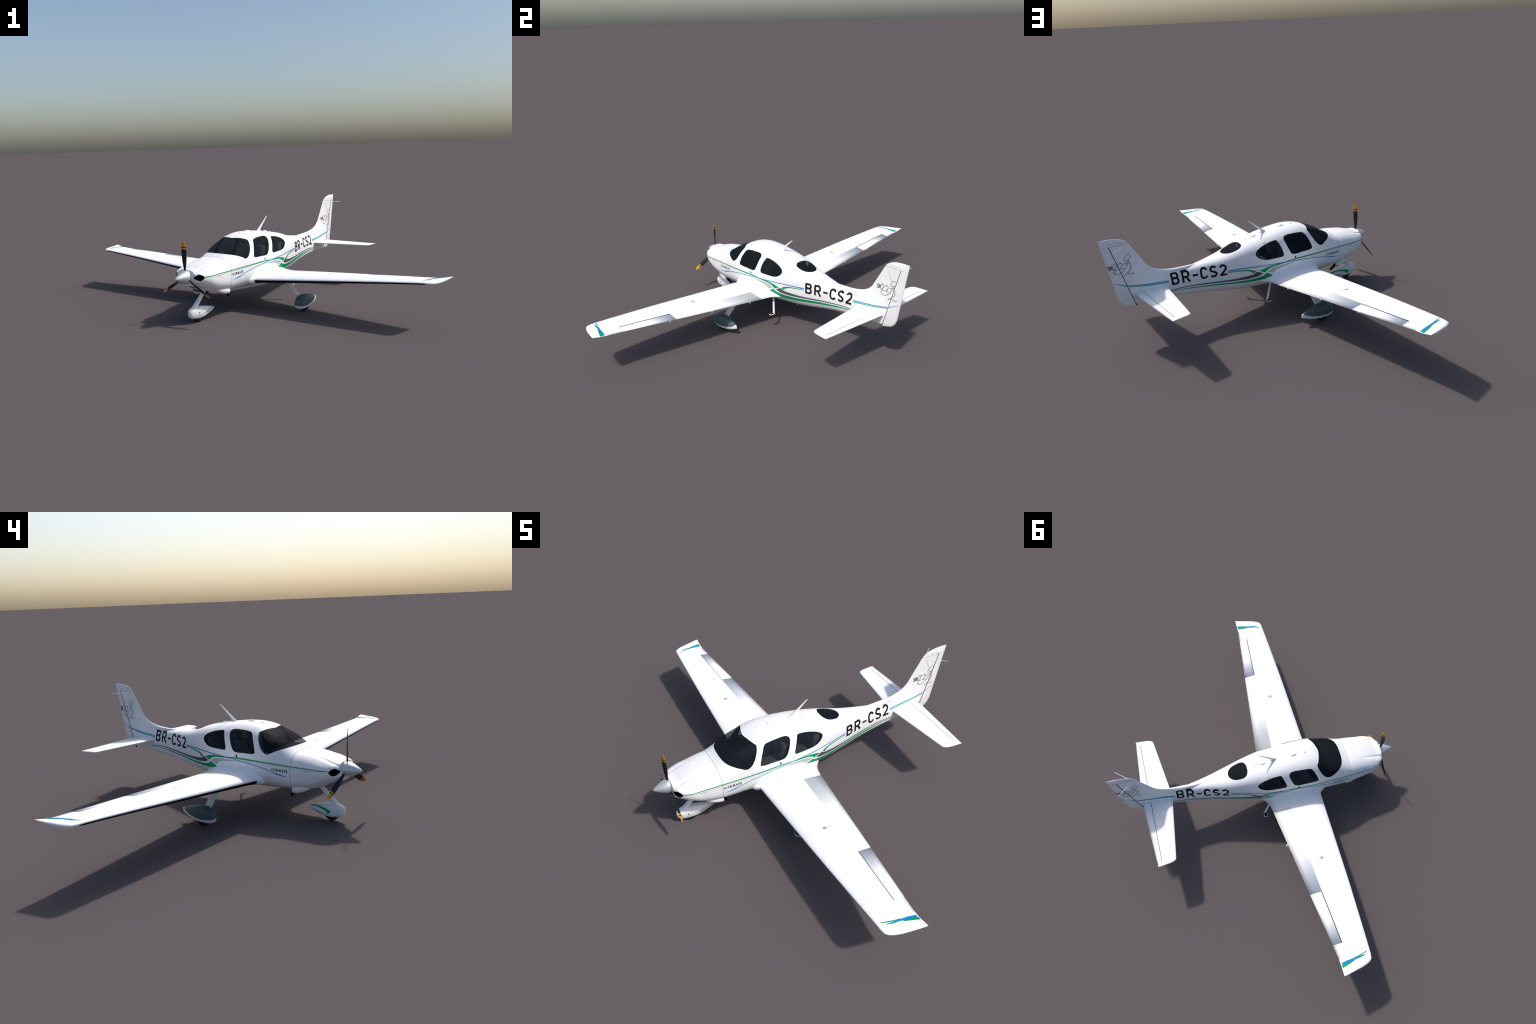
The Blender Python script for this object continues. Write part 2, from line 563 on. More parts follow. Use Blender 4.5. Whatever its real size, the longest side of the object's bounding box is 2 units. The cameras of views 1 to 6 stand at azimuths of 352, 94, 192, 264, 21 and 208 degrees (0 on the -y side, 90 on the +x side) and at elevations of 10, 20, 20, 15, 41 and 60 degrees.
def wing_ring(y, full):
    lx, lz, tx, tz, t = WING(y)
    h = HINGE(y)
    xs = lx + (h - lx) * FRONT
    up = [wing_pt(y, x, True) for x in xs]
    lo = [wing_pt(y, x, False) for x in xs]
    if full:
        xr = h + (tx - h) * REAR
        up += [wing_pt(y, x, True) for x in xr]
        lo += [wing_pt(y, x, False) for x in xr[:-1]]
    return up + lo[:0:-1]


TIP = [  # y, leading edge x, z of the edge, trailing edge x, z, thickness scale
    (1.250, -0.1235, 0.2832, 0.0625, 0.2795, 1.00), (1.275, -0.1217, 0.2842, 0.0610, 0.2816, 0.97),
    (1.296, -0.1172, 0.2845, 0.0612, 0.2840, 0.90), (1.309, -0.1045, 0.2848, 0.0616, 0.2865, 0.80),
    (1.320, -0.0820, 0.2855, 0.0618, 0.2890, 0.67), (1.3295, -0.0510, 0.2868, 0.0620, 0.2912, 0.53),
    (1.337, -0.0150, 0.2885, 0.0621, 0.2930, 0.37), (1.345, 0.0230, 0.2918, 0.0622, 0.2946, 0.20),
    (1.3510, 0.0560, 0.2950, 0.0623, 0.2959, 0.05)]


def tip_ring(row):
    y, lx, lz, tx, tz, k = row
    # the same chordwise fractions as the last full wing ring
    h = HINGE(1.25)
    f0 = (h + 0.1235) / (0.0625 + 0.1235)
    fr = np.concatenate([FRONT * f0, f0 + (1 - f0) * REAR])
    u, l = naca(fr, 0.129, 0.006)
    l = l - 0.016 * (1 - np.exp(-fr / 0.012)) * np.exp(-fr / 0.22)
    c = 0.0625 + 0.1235
    rise = 0.0 if k > .99 else 0.004 * (1 - k)
    up = [(lx + (tx - lx) * f, y, lz + (tz - lz) * f + c * uu * k * 0.9 + rise * (1 - f) * .3 if k < .99 else lz + (tz - lz) * f + c * uu)
          for f, uu in zip(fr, u)]
    lo = [(lx + (tx - lx) * f, y, lz + (tz - lz) * f + c * ll * k ** 0.8) for f, ll in zip(fr, l)]
    return up + lo[:-1][:0:-1]


def build_wing():
    root = [wing_ring(y, True) for y in (0.09, 0.11, 0.125, 0.135, 0.145, 0.152, 0.158, 0.164, 0.170, 0.18, 0.19, 0.205, 0.236)]
    mid = [wing_ring(y, False) for y in (0.236, 0.32, 0.40, 0.55, 0.70, 0.8408, 0.92, 1.0, 1.085, 1.169)]
    outer = [wing_ring(y, True) for y in (1.169, 1.21)] + [tip_ring(r) for r in TIP]
    n = len(FRONT)
    g = []
    g.append(loft(root, True, False))
    g.append(loft(outer, False, True))
    g.append(loft(mid, False, False))
    V, F = join_geo(*g)
    # end walls of the control-surface bay
    for ring in (root[-1], outer[0]):
        k = len(ring)
        bay = ring[n - 1:k - n + 2]
        o = len(V)
        V += bay
        F.append(tuple(range(o, o + len(bay))))
    return V, F


def wing_sides(name, geo, mat, parents=(None, None), smooth=True, angle=None):
    out = []
    for k, g in enumerate((geo, mirror_geo(*geo))):
        out.append(part(name, g[0], g[1], mat, parents[k], smooth, angle))
    return out


WINGS = wing_sides("wing", build_wing(), M['wing'], angle=50)


def soften_edge(objs, on_edge):
    """Let the shading run round a thin trailing edge."""
    for k, o in enumerate(objs):
        me = o.data
        at = me.attributes.get("sharp_edge")
        if at is None:
            continue
        hit = [on_edge(v.co.x, abs(v.co.y), v.co.z) for v in me.vertices]
        for e in me.edges:
            if hit[e.vertices[0]] and hit[e.vertices[1]]:
                at.data[e.index].value = False


def wing_te(x, y, z):
    return (y < 0.2361 or 1.1689 < y < 1.251) and y > 0.10 and abs(x - WING(y)[2]) < 1e-4 and y not in (0.236, 1.169)


soften_edge(WINGS, wing_te)


def control_surface(y0, y1, gap, drop=0.0):
    """Flap or aileron: few rings and one smooth skin right round the ends."""
    rings = []
    for y in (y0, y1):
        tx = WING(y)[2]
        h = HINGE(y) + gap
        xs = [h, h + (tx - h) * 0.45]
        up = [wing_pt(y, x, True) for x in xs]
        lo = [wing_pt(y, x, False) for x in xs]
        t = wing_pt(y, tx, True)
        t = (t[0], t[1], t[2] - 0.0004)
        up[0] = (up[0][0], up[0][1], up[0][2] - drop)
        rings.append(up + [t] + lo[::-1])
    v, f = loft(rings)
    n = len(rings[0])
    return v, [q for q in f if set(q) != {0, n - 1, n, 2 * n - 1}]   # open towards the wing


def soft_ends(objs, side_tilt):
    """Paint-like soft shading of the short ends: vertex normals lean outwards there."""
    for k, o in enumerate(objs):
        sg = 1 if k == 0 else -1
        me = o.data
        ys = np.array([v.co.y * sg for v in me.vertices])
        xs = np.array([v.co.x for v in me.vertices])
        mid = (ys.min() + ys.max()) / 2
        nn = []
        for v in me.vertices:
            y = v.co.y * sg
            e = sg * (1 if y > mid else -1)
            same = np.abs(ys - y) < 1e-4
            te = v.co.x > xs[same].max() - 1e-5
            pair = np.abs(xs - v.co.x) < 0.0015
            zs = [w.co.z for w, a in zip(me.vertices, same & pair) if a]
            up = v.co.z >= max(zs) - 1e-6
            if te:
                n = Vector((0.84, e * 0.53, 0.02))
            else:
                n = Vector((0.03, e * side_tilt, math.sqrt(1 - side_tilt ** 2) * (1 if up else -1)))
            nn.append(n.normalized())
        me.normals_split_custom_set_from_vertices(nn)


FLAPS = wing_sides("flap", control_surface(0.2368, 0.8400, 0.0006, 0.0004), M['bright'], WINGS)
AILERONS = wing_sides("aileron", control_surface(0.8418, 1.1682, 0.0046, 0.0016), M['bright'], WINGS)
soft_ends(FLAPS, 0.75)
soft_ends(AILERONS, 0.79)


# black webs modelled as the shadow inside the aileron gap
def web():
    ys = (0.8412, 0.92, 1.0, 1.085, 1.1688)
    v, f = [], []
    for y in ys:
        x = HINGE(y) + 0.0006
        a, b = wing_pt(y, x, True), wing_pt(y, x, False)
        v += [(a[0], a[1], a[2] - 0.0010), (b[0], b[1], b[2] + 0.0010), (a[0] + .0060, a[1], a[2] - 0.0040),
              (b[0] + .0060, b[1], b[2] + 0.0030)]
    for i in range(len(ys) - 1):
        o = 4 * i
        f += [(o, o + 1, o + 5, o + 4), (o + 2, o + 6, o + 7, o + 3), (o, o + 4, o + 6, o + 2)]
    return v, f


wing_sides("hinge_gap", web(), M['gap'], WINGS, smooth=False)


# rubber strip along the lower leading edge
def boot():
    rings = []
    for y in np.linspace(0.166, 1.25, 24):
        lx, lz, tx, tz, t = WING(y)
        k = 1.0 - 0.45 * (y - 0.159) / 1.09
        row = []
        for f, upper in ((0.0003, False), (0.0016, False), (0.004, False), (0.009, False), (0.018, False), (0.032 * k, False),
                         (0.052 * k, False)):
            p = wing_pt(y, lx + (tx - lx) * f, upper)
            d = 0.0008
            row.append((p[0] - (d * 0.5 if f > 0.001 else 0), p[1], p[2] - (d if f > 0.001 else 0)))
        back = [(p[0] + 0.0022, p[1], p[2] + 0.0012) for p in row[::-1]]
        rings.append(row + back)
    # taper off at the tip
    last = rings[-1]
    for dy, kk in ((0.02, 0.8), (0.04, 0.35)):
        c = np.mean(last, 0)
        rings.append([tuple(c + (np.array(p) - c) * kk + np.array([0.002 * dy / 0.02, dy, 0.0012 * dy / .02])) for p in last])
    return loft(rings)


wing_sides("leading_edge_strip", boot(), M['black'], WINGS, angle=40)


# small brackets under the trailing edge
def bracket(y):
    x = WING(y)[2] - 0.004
    z = WING(y)[3]
    prof = [(-0.022, -0.003), (0.002, 0.0), (0.005, -0.003), (0.0035, -0.010), (-0.001, -0.0105), (-0.009, -0.007)]
    r0 = [(x + a, y - 0.0022, z + b) for a, b in prof]
    r1 = [(x + a, y + 0.0022, z + b) for a, b in prof]
    return loft([r0, r1])


for yy in (0.325, 0.602, 0.884):
    wing_sides("hinge_bracket", bracket(yy), M['white'], WINGS, smooth=False)

# ------------------------------------------------------------------- tailplane
STAB_LE = [(0.0, 0.786), (0.02, 0.788), (0.42, 0.8375), (0.432, 0.8405), (0.440, 0.8475), (0.446, 0.860), (0.4505, 0.882),
           (0.4535, 0.912), (0.4556, 0.945)]
STAB_TE = lambda y: 0.9790 - 0.0572 * y
STAB_Z = 0.2955


def stab_ring(y, x0, x1, k=1.0, fs=None):
    le = np.interp(y, [p[0] for p in STAB_LE], [p[1] for p in STAB_LE])
    te = STAB_TE(y)
    lev = 0.786 + (0.8395 - 0.786) * y / 0.434   # chord for thickness
    c = te - lev
    xs = x0 + (x1 - x0) * fs
    ff = np.clip((xs - le) / (te - le), 0, 1)
    u, l = naca(ff, 0.105)
    up = [(x, y, STAB_Z + c * a * k) for x, a in zip(xs, u)]
    lo = [(x, y, STAB_Z + c * a * k) for x, a in zip(xs, l)]
    return up, lo


HS = 0.925
FS = np.array([0, .006, .02, .05, .11, .22, .40, .60, .82, 1.0])


def build_stab():
    g = []
    rings = []
    for y in np.linspace(0.0, 0.424, 7):
        le = np.interp(y, [p[0] for p in STAB_LE], [p[1] for p in STAB_LE])
        up, lo = stab_ring(y, le, HS, 1.0, FS)
        rings.append(up + lo[:0:-1])
    g.append(loft(rings, False, False))
    cap = []
    for y, k in ((0.424, 1.0), (0.432, .97), (0.440, .85), (0.446, .70), (0.4505, .52), (0.4535, .33), (0.4556, .06)):
        le = np.interp(y, [p[0] for p in STAB_LE], [p[1] for p in STAB_LE])
        te = STAB_TE(y) - 0.0002
        h = HS if le < HS - .02 else le + (te - le) * .5
        up, lo = stab_ring(y, le, h, k, FS)
        u2, l2 = stab_ring(y, h, te, k, np.array([0.5, 1.0]))
        cap.append(up + u2 + l2[:-1][::-1] + lo[:0:-1])
    g.append(loft(cap, False, True))
    V, F = join_geo(*g)
    bay = cap[0][len(FS) - 1:len(cap[0]) - len(FS) + 2]
    o = len(V)
    V += bay
    F.append(tuple(range(o, o + len(bay))))
    return V, F


STABS = wing_sides("tailplane", build_stab(), M['bright'], angle=50)


def elevator():
    rings = []
    for y in (0.0145, 0.4232):
        te = STAB_TE(y)
        up, lo = stab_ring(y, HS + 0.0030, te, 1.0, np.array([0.0, 0.5, 1.0]))
        rings.append(up + lo[:-1][::-1])
    v, f = loft(rings)
    n = len(rings[0])
    return v, [q for q in f if set(q) != {0, n - 1, n, 2 * n - 1}]


ELEV = wing_sides("elevator", elevator(), M['bright'], STABS, angle=50)
soften_edge(ELEV, lambda x, y, z: abs(x - STAB_TE(y)) < 1e-4)
soften_edge(STABS, lambda x, y, z: 0.4239 < y < 0.448 and abs(x - STAB_TE(y)) < 4e-4)
gapv = [(HS + 0.0004, 0.014, STAB_Z + .0040), (HS + 0.0004, 0.424, STAB_Z + .0026), (HS + .0045, 0.424, STAB_Z - .0015), (HS + .0045, 0.014, STAB_Z - .0025)]
wing_sides("hinge_gap", (gapv, [(0, 1, 2, 3)]), M['gap'], STABS, smooth=False)

# ------------------------------------------------------------- fin and rudder
FIN_LE = [(0.240, 0.700), (0.330, 0.560), (0.370, 0.545), (0.3795, 0.600), (0.3815, 0.660), (0.386, 0.725), (0.3925, 0.772), (0.402, 0.812), (0.414, 0.842), (0.430, 0.866), (0.450, 0.8855),
          (0.490, 0.9095), (0.524, 0.9305), (0.560, 0.9525), (0.590, 0.9705), (0.604, 0.981), (0.615, 0.9955), (0.624, 1.014),
          (0.630, 1.031), (0.6345, 1.052), (0.637, 1.080), (0.6368, 1.115)]
HINGE_Z = lambda z: 0.9705 + (z - 0.226) * 0.3035
RUD_TE = lambda z: 1.1365 - (0.636 - z) * 0.1925
CAP_Z = 0.596


def fin_le(z):
    return float(np.interp(z, [p[0] for p in FIN_LE], [p[1] for p in FIN_LE]))


def fin_half(z):
    return float(np.interp(z, [0.226, 0.30, 0.40, 0.60, 0.615, 0.628, 0.6368], [0.0125, 0.0125, 0.0115, 0.0082, 0.0068, 0.0045, 0.0012]))


def fin_prof(x, z):
    """Half thickness of fin+rudder at (x, z)."""
    le, te, h = fin_le(z), RUD_TE(z), HINGE_Z(z)
    T = fin_half(z)
    ref = max(le, te - 0.30)
    if x < h:
        u = np.clip((x - le) / max(1e-6, h - le), 0, 1)
        # long dorsal part stays thin, then swells to full thickness
        L = h - le
        v = np.clip((x - le) / min(L, 0.16), 0, 1)
        return T * math.sqrt(max(0.0, 1 - (1 - v) ** 2)) * (1.0 - 0.12 * np.clip((u - .6) / .4, 0, 1))
    u = (x - h) / (te - h)
    return T * 0.88 * (1 - u) + 0.0006


def fin_rings():
    zs = [0.240, 0.30, 0.345, 0.365, 0.3745, 0.3795, 0.3815, 0.386, 0.3925, 0.402, 0.414, 0.430, 0.450, 0.475, 0.5, 0.53, 0.56, 0.58, CAP_Z]
    rings = []
    fr = np.array([0, .004, .015, .035, .07, .12, .2, .32, .48, .66, .84, 1.0])
    for z in zs:
        le, h = fin_le(z), HINGE_Z(z)
        xs = le + (h - le) * fr
        a = [(x, fin_prof(x, z), z) for x in xs]
        b = [(x, -fin_prof(x, z), z) for x in xs]
        rings.append(a + b[:0:-1])
    return loft(rings)


FIN = part("fin", *fin_rings(), M['white'], angle=60)


def fin_cap():
    fr = np.concatenate([np.array([0, .006, .02, .05, .1, .18, .3, .45, .6]), np.array([.75, .88, 1.0])])
    rings = []
    for z in (CAP_Z + .0004, 0.604, 0.610, 0.615, 0.6195, 0.624, 0.627, 0.630, 0.6325, 0.6345, 0.6358, 0.6368):
        le, te = fin_le(z), RUD_TE(z)
        xs = le + (te - le) * fr
        a = [(x, fin_prof(x, z), z) for x in xs]
        b = [(x, -fin_prof(x, z), z) for x in xs]
        rings.append(a + b[:0:-1])
    return loft(rings)


def rudder():
    rings = []
    for z, ext in ((0.2262, 0), (0.2275, 1), (0.232, 1), (0.240, 1), (0.252, 1), (0.268, 1), (0.29, 1), (0.36, 1), (0.45, 1), (0.53, 1), (CAP_Z, 1)):
        h = HINGE_Z(z) + 0.0044
        te = RUD_TE(z)
        bot = np.interp(z, [0.2262, 0.2275, 0.232, 0.240, 0.252, 0.268, 0.29], [0.988, 1.003, 1.020, 1.037, 1.050, 1.061, te])
        te = min(te, bot)
        th = fin_prof(HINGE_Z(z) + 1e-4, z) * (0.6 if z < 0.227 else 1)
        fr = np.array([0, 0.12, 0.5, 0.8, 1.0])
        a = [(h + (te - h) * f, th * (1 - f) ** 0.9 + 0.0009, z) for f in fr]
        b = [(x, -y, zz) for x, y, zz in a]
        rings.append(a + b[::-1])
    v, f = loft(rings, True, False)
    n = len(rings[0])
    return v, [q for q in f if not (len(q) == 4 and {i % n for i in q} == {0, n - 1})]


part("fin_tip", *fin_cap(), M['white'], parent=FIN, angle=60)
RUD = part("rudder", *rudder(), M['white'], parent=FIN)
gz = np.linspace(0.2268, CAP_Z - .001, 12)
gv, gf = [], []
for z in gz:   # dark core filling the slot, a little below the skin
    t = max(0.001, fin_prof(HINGE_Z(z) - 1e-4, z) - 0.0022)
    x0, x1 = HINGE_Z(z) - 0.002, HINGE_Z(z) + 0.0070
    gv += [(x0, t, z), (x1, t, z), (x1, -t, z), (x0, -t, z)]
for i in range(len(gz) - 1):
    o = 4 * i
    gf += [(o, o + 1, o + 5, o + 4), (o + 2, o + 3, o + 7, o + 6), (o + 1, o + 2, o + 6, o + 5)]
part("hinge_gap", gv, gf, M['gap'], parent=FIN, smooth=False)
# bare tail post closing the fuselage behind the fin
ring = hull(np.full(40, 0.969), np.linspace(-math.pi, math.pi, 40, endpoint=False))
part("tail_plate", list(ring), [tuple(range(40))], M['white'], parent=FUSE, smooth=False)

# ------------------------------------------------------------ decals (projected)
def bvh_of(objs):
    V, F = [], []
    for o in objs:
        k = len(V)
        V += [v.co.copy() for v in o.data.vertices]
        F += [tuple(i + k for i in p.vertices) for p in o.data.polygons]
    return BVHTree.FromPolygons(V, F)


SIDE_BVH = bvh_of([COWL, FUSE, FIN, RUD])


def fill_polys(polys, cell):
    """Triangulate outlines in the plane with a regular grid inside."""
    pts, edges = [], []
    allp = np.concatenate([np.array(p) for p in polys])
    lo, hi = allp.min(0), allp.max(0)
    for p in polys:
        o = len(pts)
        q = []
        for i in range(len(p)):
            a, b = np.array(p[i]), np.array(p[(i + 1) % len(p)])
            n = max(1, int(np.ceil(np.linalg.norm(b - a) / cell)))
            q += [a + (b - a) * k / n for k in range(n)]
        pts += [Vector(x) for x in q]
        edges += [(o + i, o + (i + 1) % len(q)) for i in range(len(q))]
    gx = np.arange(lo[0], hi[0], cell)
    gy = np.arange(lo[1], hi[1], cell)
    if len(gx) and len(gy):
        g = np.stack(np.meshgrid(gx, gy), -1).reshape(-1, 2) + cell * 0.37
        ok = np.zeros(len(g), bool)
        for p in polys:
            ok ^= inside(p, g)
        b = np.array([tuple(v) for v in pts])
        g = g[ok]
        if len(g):
            g = g[(((g[:, None] - b[None]) ** 2).sum(-1).min(1)) > (0.45 * cell) ** 2]
        pts += [Vector(x) for x in g]
    r = delaunay_2d_cdt(pts, edges, [], 0, 1e-8)
    uv = np.array([tuple(v) for v in r[0]])
    tri = np.array([f for f in r[2] if len(f) == 3])
    c = uv[tri].mean(1)
    ok = np.zeros(len(tri), bool)
    for p in polys:
        ok ^= inside(p, c)
    return uv, tri[ok]


def decal(name, polys, mat, side, parent, bvh=None, axis='y', lift=0.0008, cell=0.006, smooth=True):
    """Project filled outlines onto the skin along y (side = +1/-1) or z."""
    bvh = bvh or SIDE_BVH
    uv, tri = fill_polys(polys, cell)
    pos, good = [], []
    for u, v in uv:
        if axis == 'y':
            o, d = Vector((u, side * 0.6, v)), Vector((0, -side, 0))
        else:
            o, d = Vector((u, v, 0.8)), Vector((0, 0, -1))
        loc, n, _, _ = bvh.ray_cast(o, d)
        if loc is None or (axis == 'y' and loc.y * side < -0.002):
            pos.append(Vector((0, 0, 0)))
            good.append(False)
        else:
            if n.dot(d) > 0:
                n = -n
            pos.append(loc + n * lift)
            good.append(True)
    good = np.array(good)
    tri = tri[good[tri].all(1)]
    if not len(tri):
        return None
    used, inv = np.unique(tri.ravel(), return_inverse=True)
    v = [tuple(pos[i]) for i in used]
    f = inv.reshape(-1, 3)
    me = mesh_from(name, v, f.tolist(), mat, smooth)
    # face outward
    want = Vector((0, side, 0)) if axis == 'y' else Vector((0, 0, 1))
    if sum(p.normal.dot(want) for p in me.polygons) < 0:
        me.flip_normals()
    return add_obj(name, me, parent)


def merge(objs):
    """Join pieces of one glyph into a single object."""
    objs = [o for o in objs if o is not None]
    bm = bmesh.new()
    for o in objs:
        bm.from_mesh(o.data)
    bm.to_mesh(objs[0].data)
    bm.free()
    for o in objs[1:]:
        me = o.data
        bpy.data.objects.remove(o)
        bpy.data.meshes.remove(me)
    return objs[0]


def ribbon(pts, widths, n=6):
    """Outline of a line of varying width through control points."""
    c = np.array(spline(pts, n))
    w = np.interp(np.linspace(0, 1, len(c)), np.linspace(0, 1, len(widths)), widths) / 2
    t = np.gradient(c, axis=0)
    t /= np.linalg.norm(t, axis=1, keepdims=True) + 1e-12
    nrm = np.stack([-t[:, 1], t[:, 0]], -1)
    return list(c + nrm * w[:, None]) + list((c - nrm * w[:, None])[::-1])


def blade_poly(top, bottom, n=5):
    """Closed outline from an upper and a lower edge curve."""
    return spline(top, n) + spline(bottom, n)[::-1]


# stripe scheme in side view (station, height), starboard values
LOW_TOP = [(0.190, 0.2600), (0.200, 0.2515), (0.216, 0.2440), (0.262, 0.2360), (0.340, 0.2345), (0.417, 0.2395), (0.508, 0.2475), (0.622, 0.2560), (0.700, 0.2615), (0.792, 0.2590)]
LOW_BOTTOM = [(0.150, 0.2400), (0.158, 0.2290), (0.190, 0.2200), (0.255, 0.2195), (0.335, 0.2225), (0.415, 0.2300), (0.507, 0.2395), (0.622, 0.2500), (0.700, 0.2580), (0.792, 0.2565)]
STRIPES = [
    ("green_stripe", 'green', [ribbon([(-0.574, 0.295), (-0.504, 0.2965), (-0.365, 0.3008), (-0.196, 0.304), (-0.08, 0.3050), (0.000, 0.3042), (0.052, 0.302)],
                                      [0.0040, 0.0045, 0.0052, 0.0066, 0.0086, 0.0072, 0.0030])], 0.0008),
    ("green_stripe", 'green', [ribbon([(-0.6135, 0.2975), (-0.6145, 0.2975), (-0.6158, 0.2975)], [0.0036, 0.0036])], 0.0008),
    ("green_swoosh", 'green', [blade_poly([(0.030, 0.2995), (0.080, 0.3020), (0.118, 0.3020), (0.160, 0.3000), (0.195, 0.2945), (0.222, 0.2868), (0.236, 0.2820)],
                                          [(0.030, 0.2985), (0.070, 0.2955), (0.110, 0.2935), (0.141, 0.2915), (0.168, 0.2860), (0.186, 0.2775), (0.198, 0.2650)])], 0.0008),
    ("grey_swoosh", 'light', [blade_poly([(-0.060, 0.2905), (0.007, 0.2885), (0.060, 0.2885), (0.115, 0.2880), (0.145, 0.2835), (0.166, 0.2765), (0.183, 0.2670)],
                                         [(-0.060, 0.2900), (0.010, 0.2840), (0.055, 0.2785), (0.098, 0.2725), (0.122, 0.2655), (0.136, 0.2570), (0.142, 0.2480)])], 0.0008),
    ("green_swoosh", 'green', [blade_poly(LOW_TOP, LOW_BOTTOM)], 0.0008),
    ("dark_swoosh", 'dark', [blade_poly([(0.2520, 0.2820), (0.2590, 0.2740), (0.2780, 0.2665), (0.3200, 0.2618), (0.3790, 0.2590), (0.4300, 0.2595), (0.5080, 0.2635), (0.6220, 0.2700), (0.7000, 0.2728), (0.8050, 0.2640)],
                                        [(0.2130, 0.2640), (0.2240, 0.2560), (0.2450, 0.2490), (0.3020, 0.2435), (0.3590, 0.2445), (0.4170, 0.2482), (0.5080, 0.2550), (0.6220, 0.2642), (0.7000, 0.2680), (0.8050, 0.2605)])], 0.0008),
    ("green_hook", 'green', [blade_poly([(0.2570, 0.2800), (0.2640, 0.2880), (0.2800, 0.2960), (0.3200, 0.3045), (0.3740, 0.3080), (0.4240, 0.3085)],
                                        [(0.2770, 0.2725), (0.2790, 0.2805), (0.2900, 0.2880), (0.3200, 0.2972), (0.3740, 0.3030), (0.4240, 0.3052)])], 0.0008),
    ("blue_stripe", 'blue', [ribbon([(-0.347, 0.2425), (-0.318, 0.2470), (-0.292, 0.2510), (-0.262, 0.2570), (-0.192, 0.2740), (-0.085, 0.2880), (0.052, 0.2995), (0.183, 0.3090), (0.300, 0.3145), (0.3745, 0.3165), (0.424, 0.3175)],
                                    [0.0010, 0.0052, 0.0076, 0.0040, 0.0038, 0.0038, 0.0040, 0.0046, 0.0050, 0.0056, 0.0060])], 0.0013),
    ("cyan_stripe", 'cyan', [ribbon([(0.370, 0.3120), (0.400, 0.3123), (0.424, 0.3127)], [0.0004, 0.0022, 0.0030])], 0.0010),
    ("grey_line", 'light', [ribbon([(-0.450, 0.2885), (-0.365, 0.2935), (-0.196, 0.2935), (-0.060, 0.2905)], [0.0008, 0.0012, 0.0014, 0.0018])], 0.0007),
    ("grey_arrow", 'light', [[np.array(p) for p in ((-0.506, 0.2890), (-0.470, 0.2895), (-0.442, 0.2896), (-0.451, 0.2850), (-0.480, 0.2868))]], 0.0009),
    ("blue_stripe", 'blue', [ribbon([(0.772, 0.3262), (0.866, 0.3320), (0.944, 0.3430), (1.001, 0.3545), (1.049, 0.3710), (1.084, 0.3870)],
                                    [0.0046, 0.0044, 0.0040, 0.0036, 0.0030, 0.0018])], 0.0010),
    ("green_stripe", 'green', [ribbon([(0.772, 0.3175), (0.867, 0.3240), (0.938, 0.3350), (1.002, 0.3485), (1.036, 0.3610)],
                                      [0.0042, 0.0040, 0.0034, 0.0026, 0.0012])], 0.0010),
    ("cyan_stripe", 'cyan', [ribbon([(0.772, 0.3218), (0.867, 0.3280), (0.941, 0.3392), (1.001, 0.3518), (1.043, 0.3660)],
                                    [0.0024, 0.0026, 0.0026, 0.0024, 0.0010])], 0.0008)]
for nm, mk, polys, lift in STRIPES:
    for side in (1, -1):
        dx, dz = (0.0, 0.0) if side > 0 else (-0.009, -0.0035)
        if side < 0 and nm == "green_swoosh" and polys[0][-1][0] > 0.14 and polys[0][0][0] > 0.14:
            polys = [blade_poly(LOW_TOP, [(x, z - 0.0085 * np.interp(x, [0.15, 0.2, 0.45, 0.79], [0, 1, 1, 0.1])) for x, z in LOW_BOTTOM])]
        moved = [[np.array(p) + (dx, dz) for p in poly] for poly in polys]
        decal(nm, moved, M[mk], side, FUSE, lift=lift)


# ---- registration letters: strokes of constant width (unit height glyphs)
def arc(cx, cy, rx, ry, a0, a1, n=14):
    return [(cx + rx * math.cos((a0 + (a1 - a0) * k / n) * D2R), cy + ry * math.sin((a0 + (a1 - a0) * k / n) * D2R)) for k in range(n + 1)]


# each glyph: list of polylines, (x, y) in metres from the lower left corner; height 0.069
H, SW = 0.069, 0.0120
hw = SW / 2
GLYPH = {
    'B': (0.046, [[(hw, 0), (hw, H)],
                  [(0, H - hw), (0.024, H - hw)] + arc(0.026, H - 0.0185, 0.0135, 0.0131, 90, -90) + [(0, 0.0375)],
                  [(0.0, 0.0372), (0.024, 0.0372)] + arc(0.0265, 0.0213, 0.0142, 0.0159, 90, -90) + [(0, hw)]]),
    'R': (0.050, [[(hw, 0), (hw, H)],
                  [(0, H - hw), (0.025, H - hw)] + arc(0.0265, H - 0.0212, 0.0142, 0.0158, 90, -90) + [(0, 0.0320)],
                  [(0.024, 0.034), (0.0445, 0.0)]]),
    '-': (0.033, [[(0, 0.0325), (0.032, 0.0325)]]),
    'C': (0.045, [arc(0.0225, H - 0.0235, 0.0170, 0.0181, 20, 180) + arc(0.0225, 0.0235, 0.0170, 0.0181, 180, 340)]),
    'S': (0.047, [arc(0.0235, H - 0.0215, 0.0165, 0.0161, 28, 180)[:-1] + [(0.0070, H - 0.0215), (0.0085, 0.0420), (0.0160, 0.0370), (0.0310, 0.0310), (0.0385, 0.0260), (0.0400, 0.0205)]
                  + arc(0.0235, 0.0205, 0.0165, 0.0151, 0, -152)]),
    '2': (0.046, [arc(0.0220, H - 0.0212, 0.0160, 0.0158, 165, 0) + [(0.0375, 0.0425), (0.0330, 0.0340), (0.0080, 0.0080)], [(0.0030, hw), (0.0440, hw)]])}
ADV = {'B': 0.0, 'R': 0.0625, '-': 0.1255, 'C': 0.1710, 'S': 0.2250, '2': 0.2830}


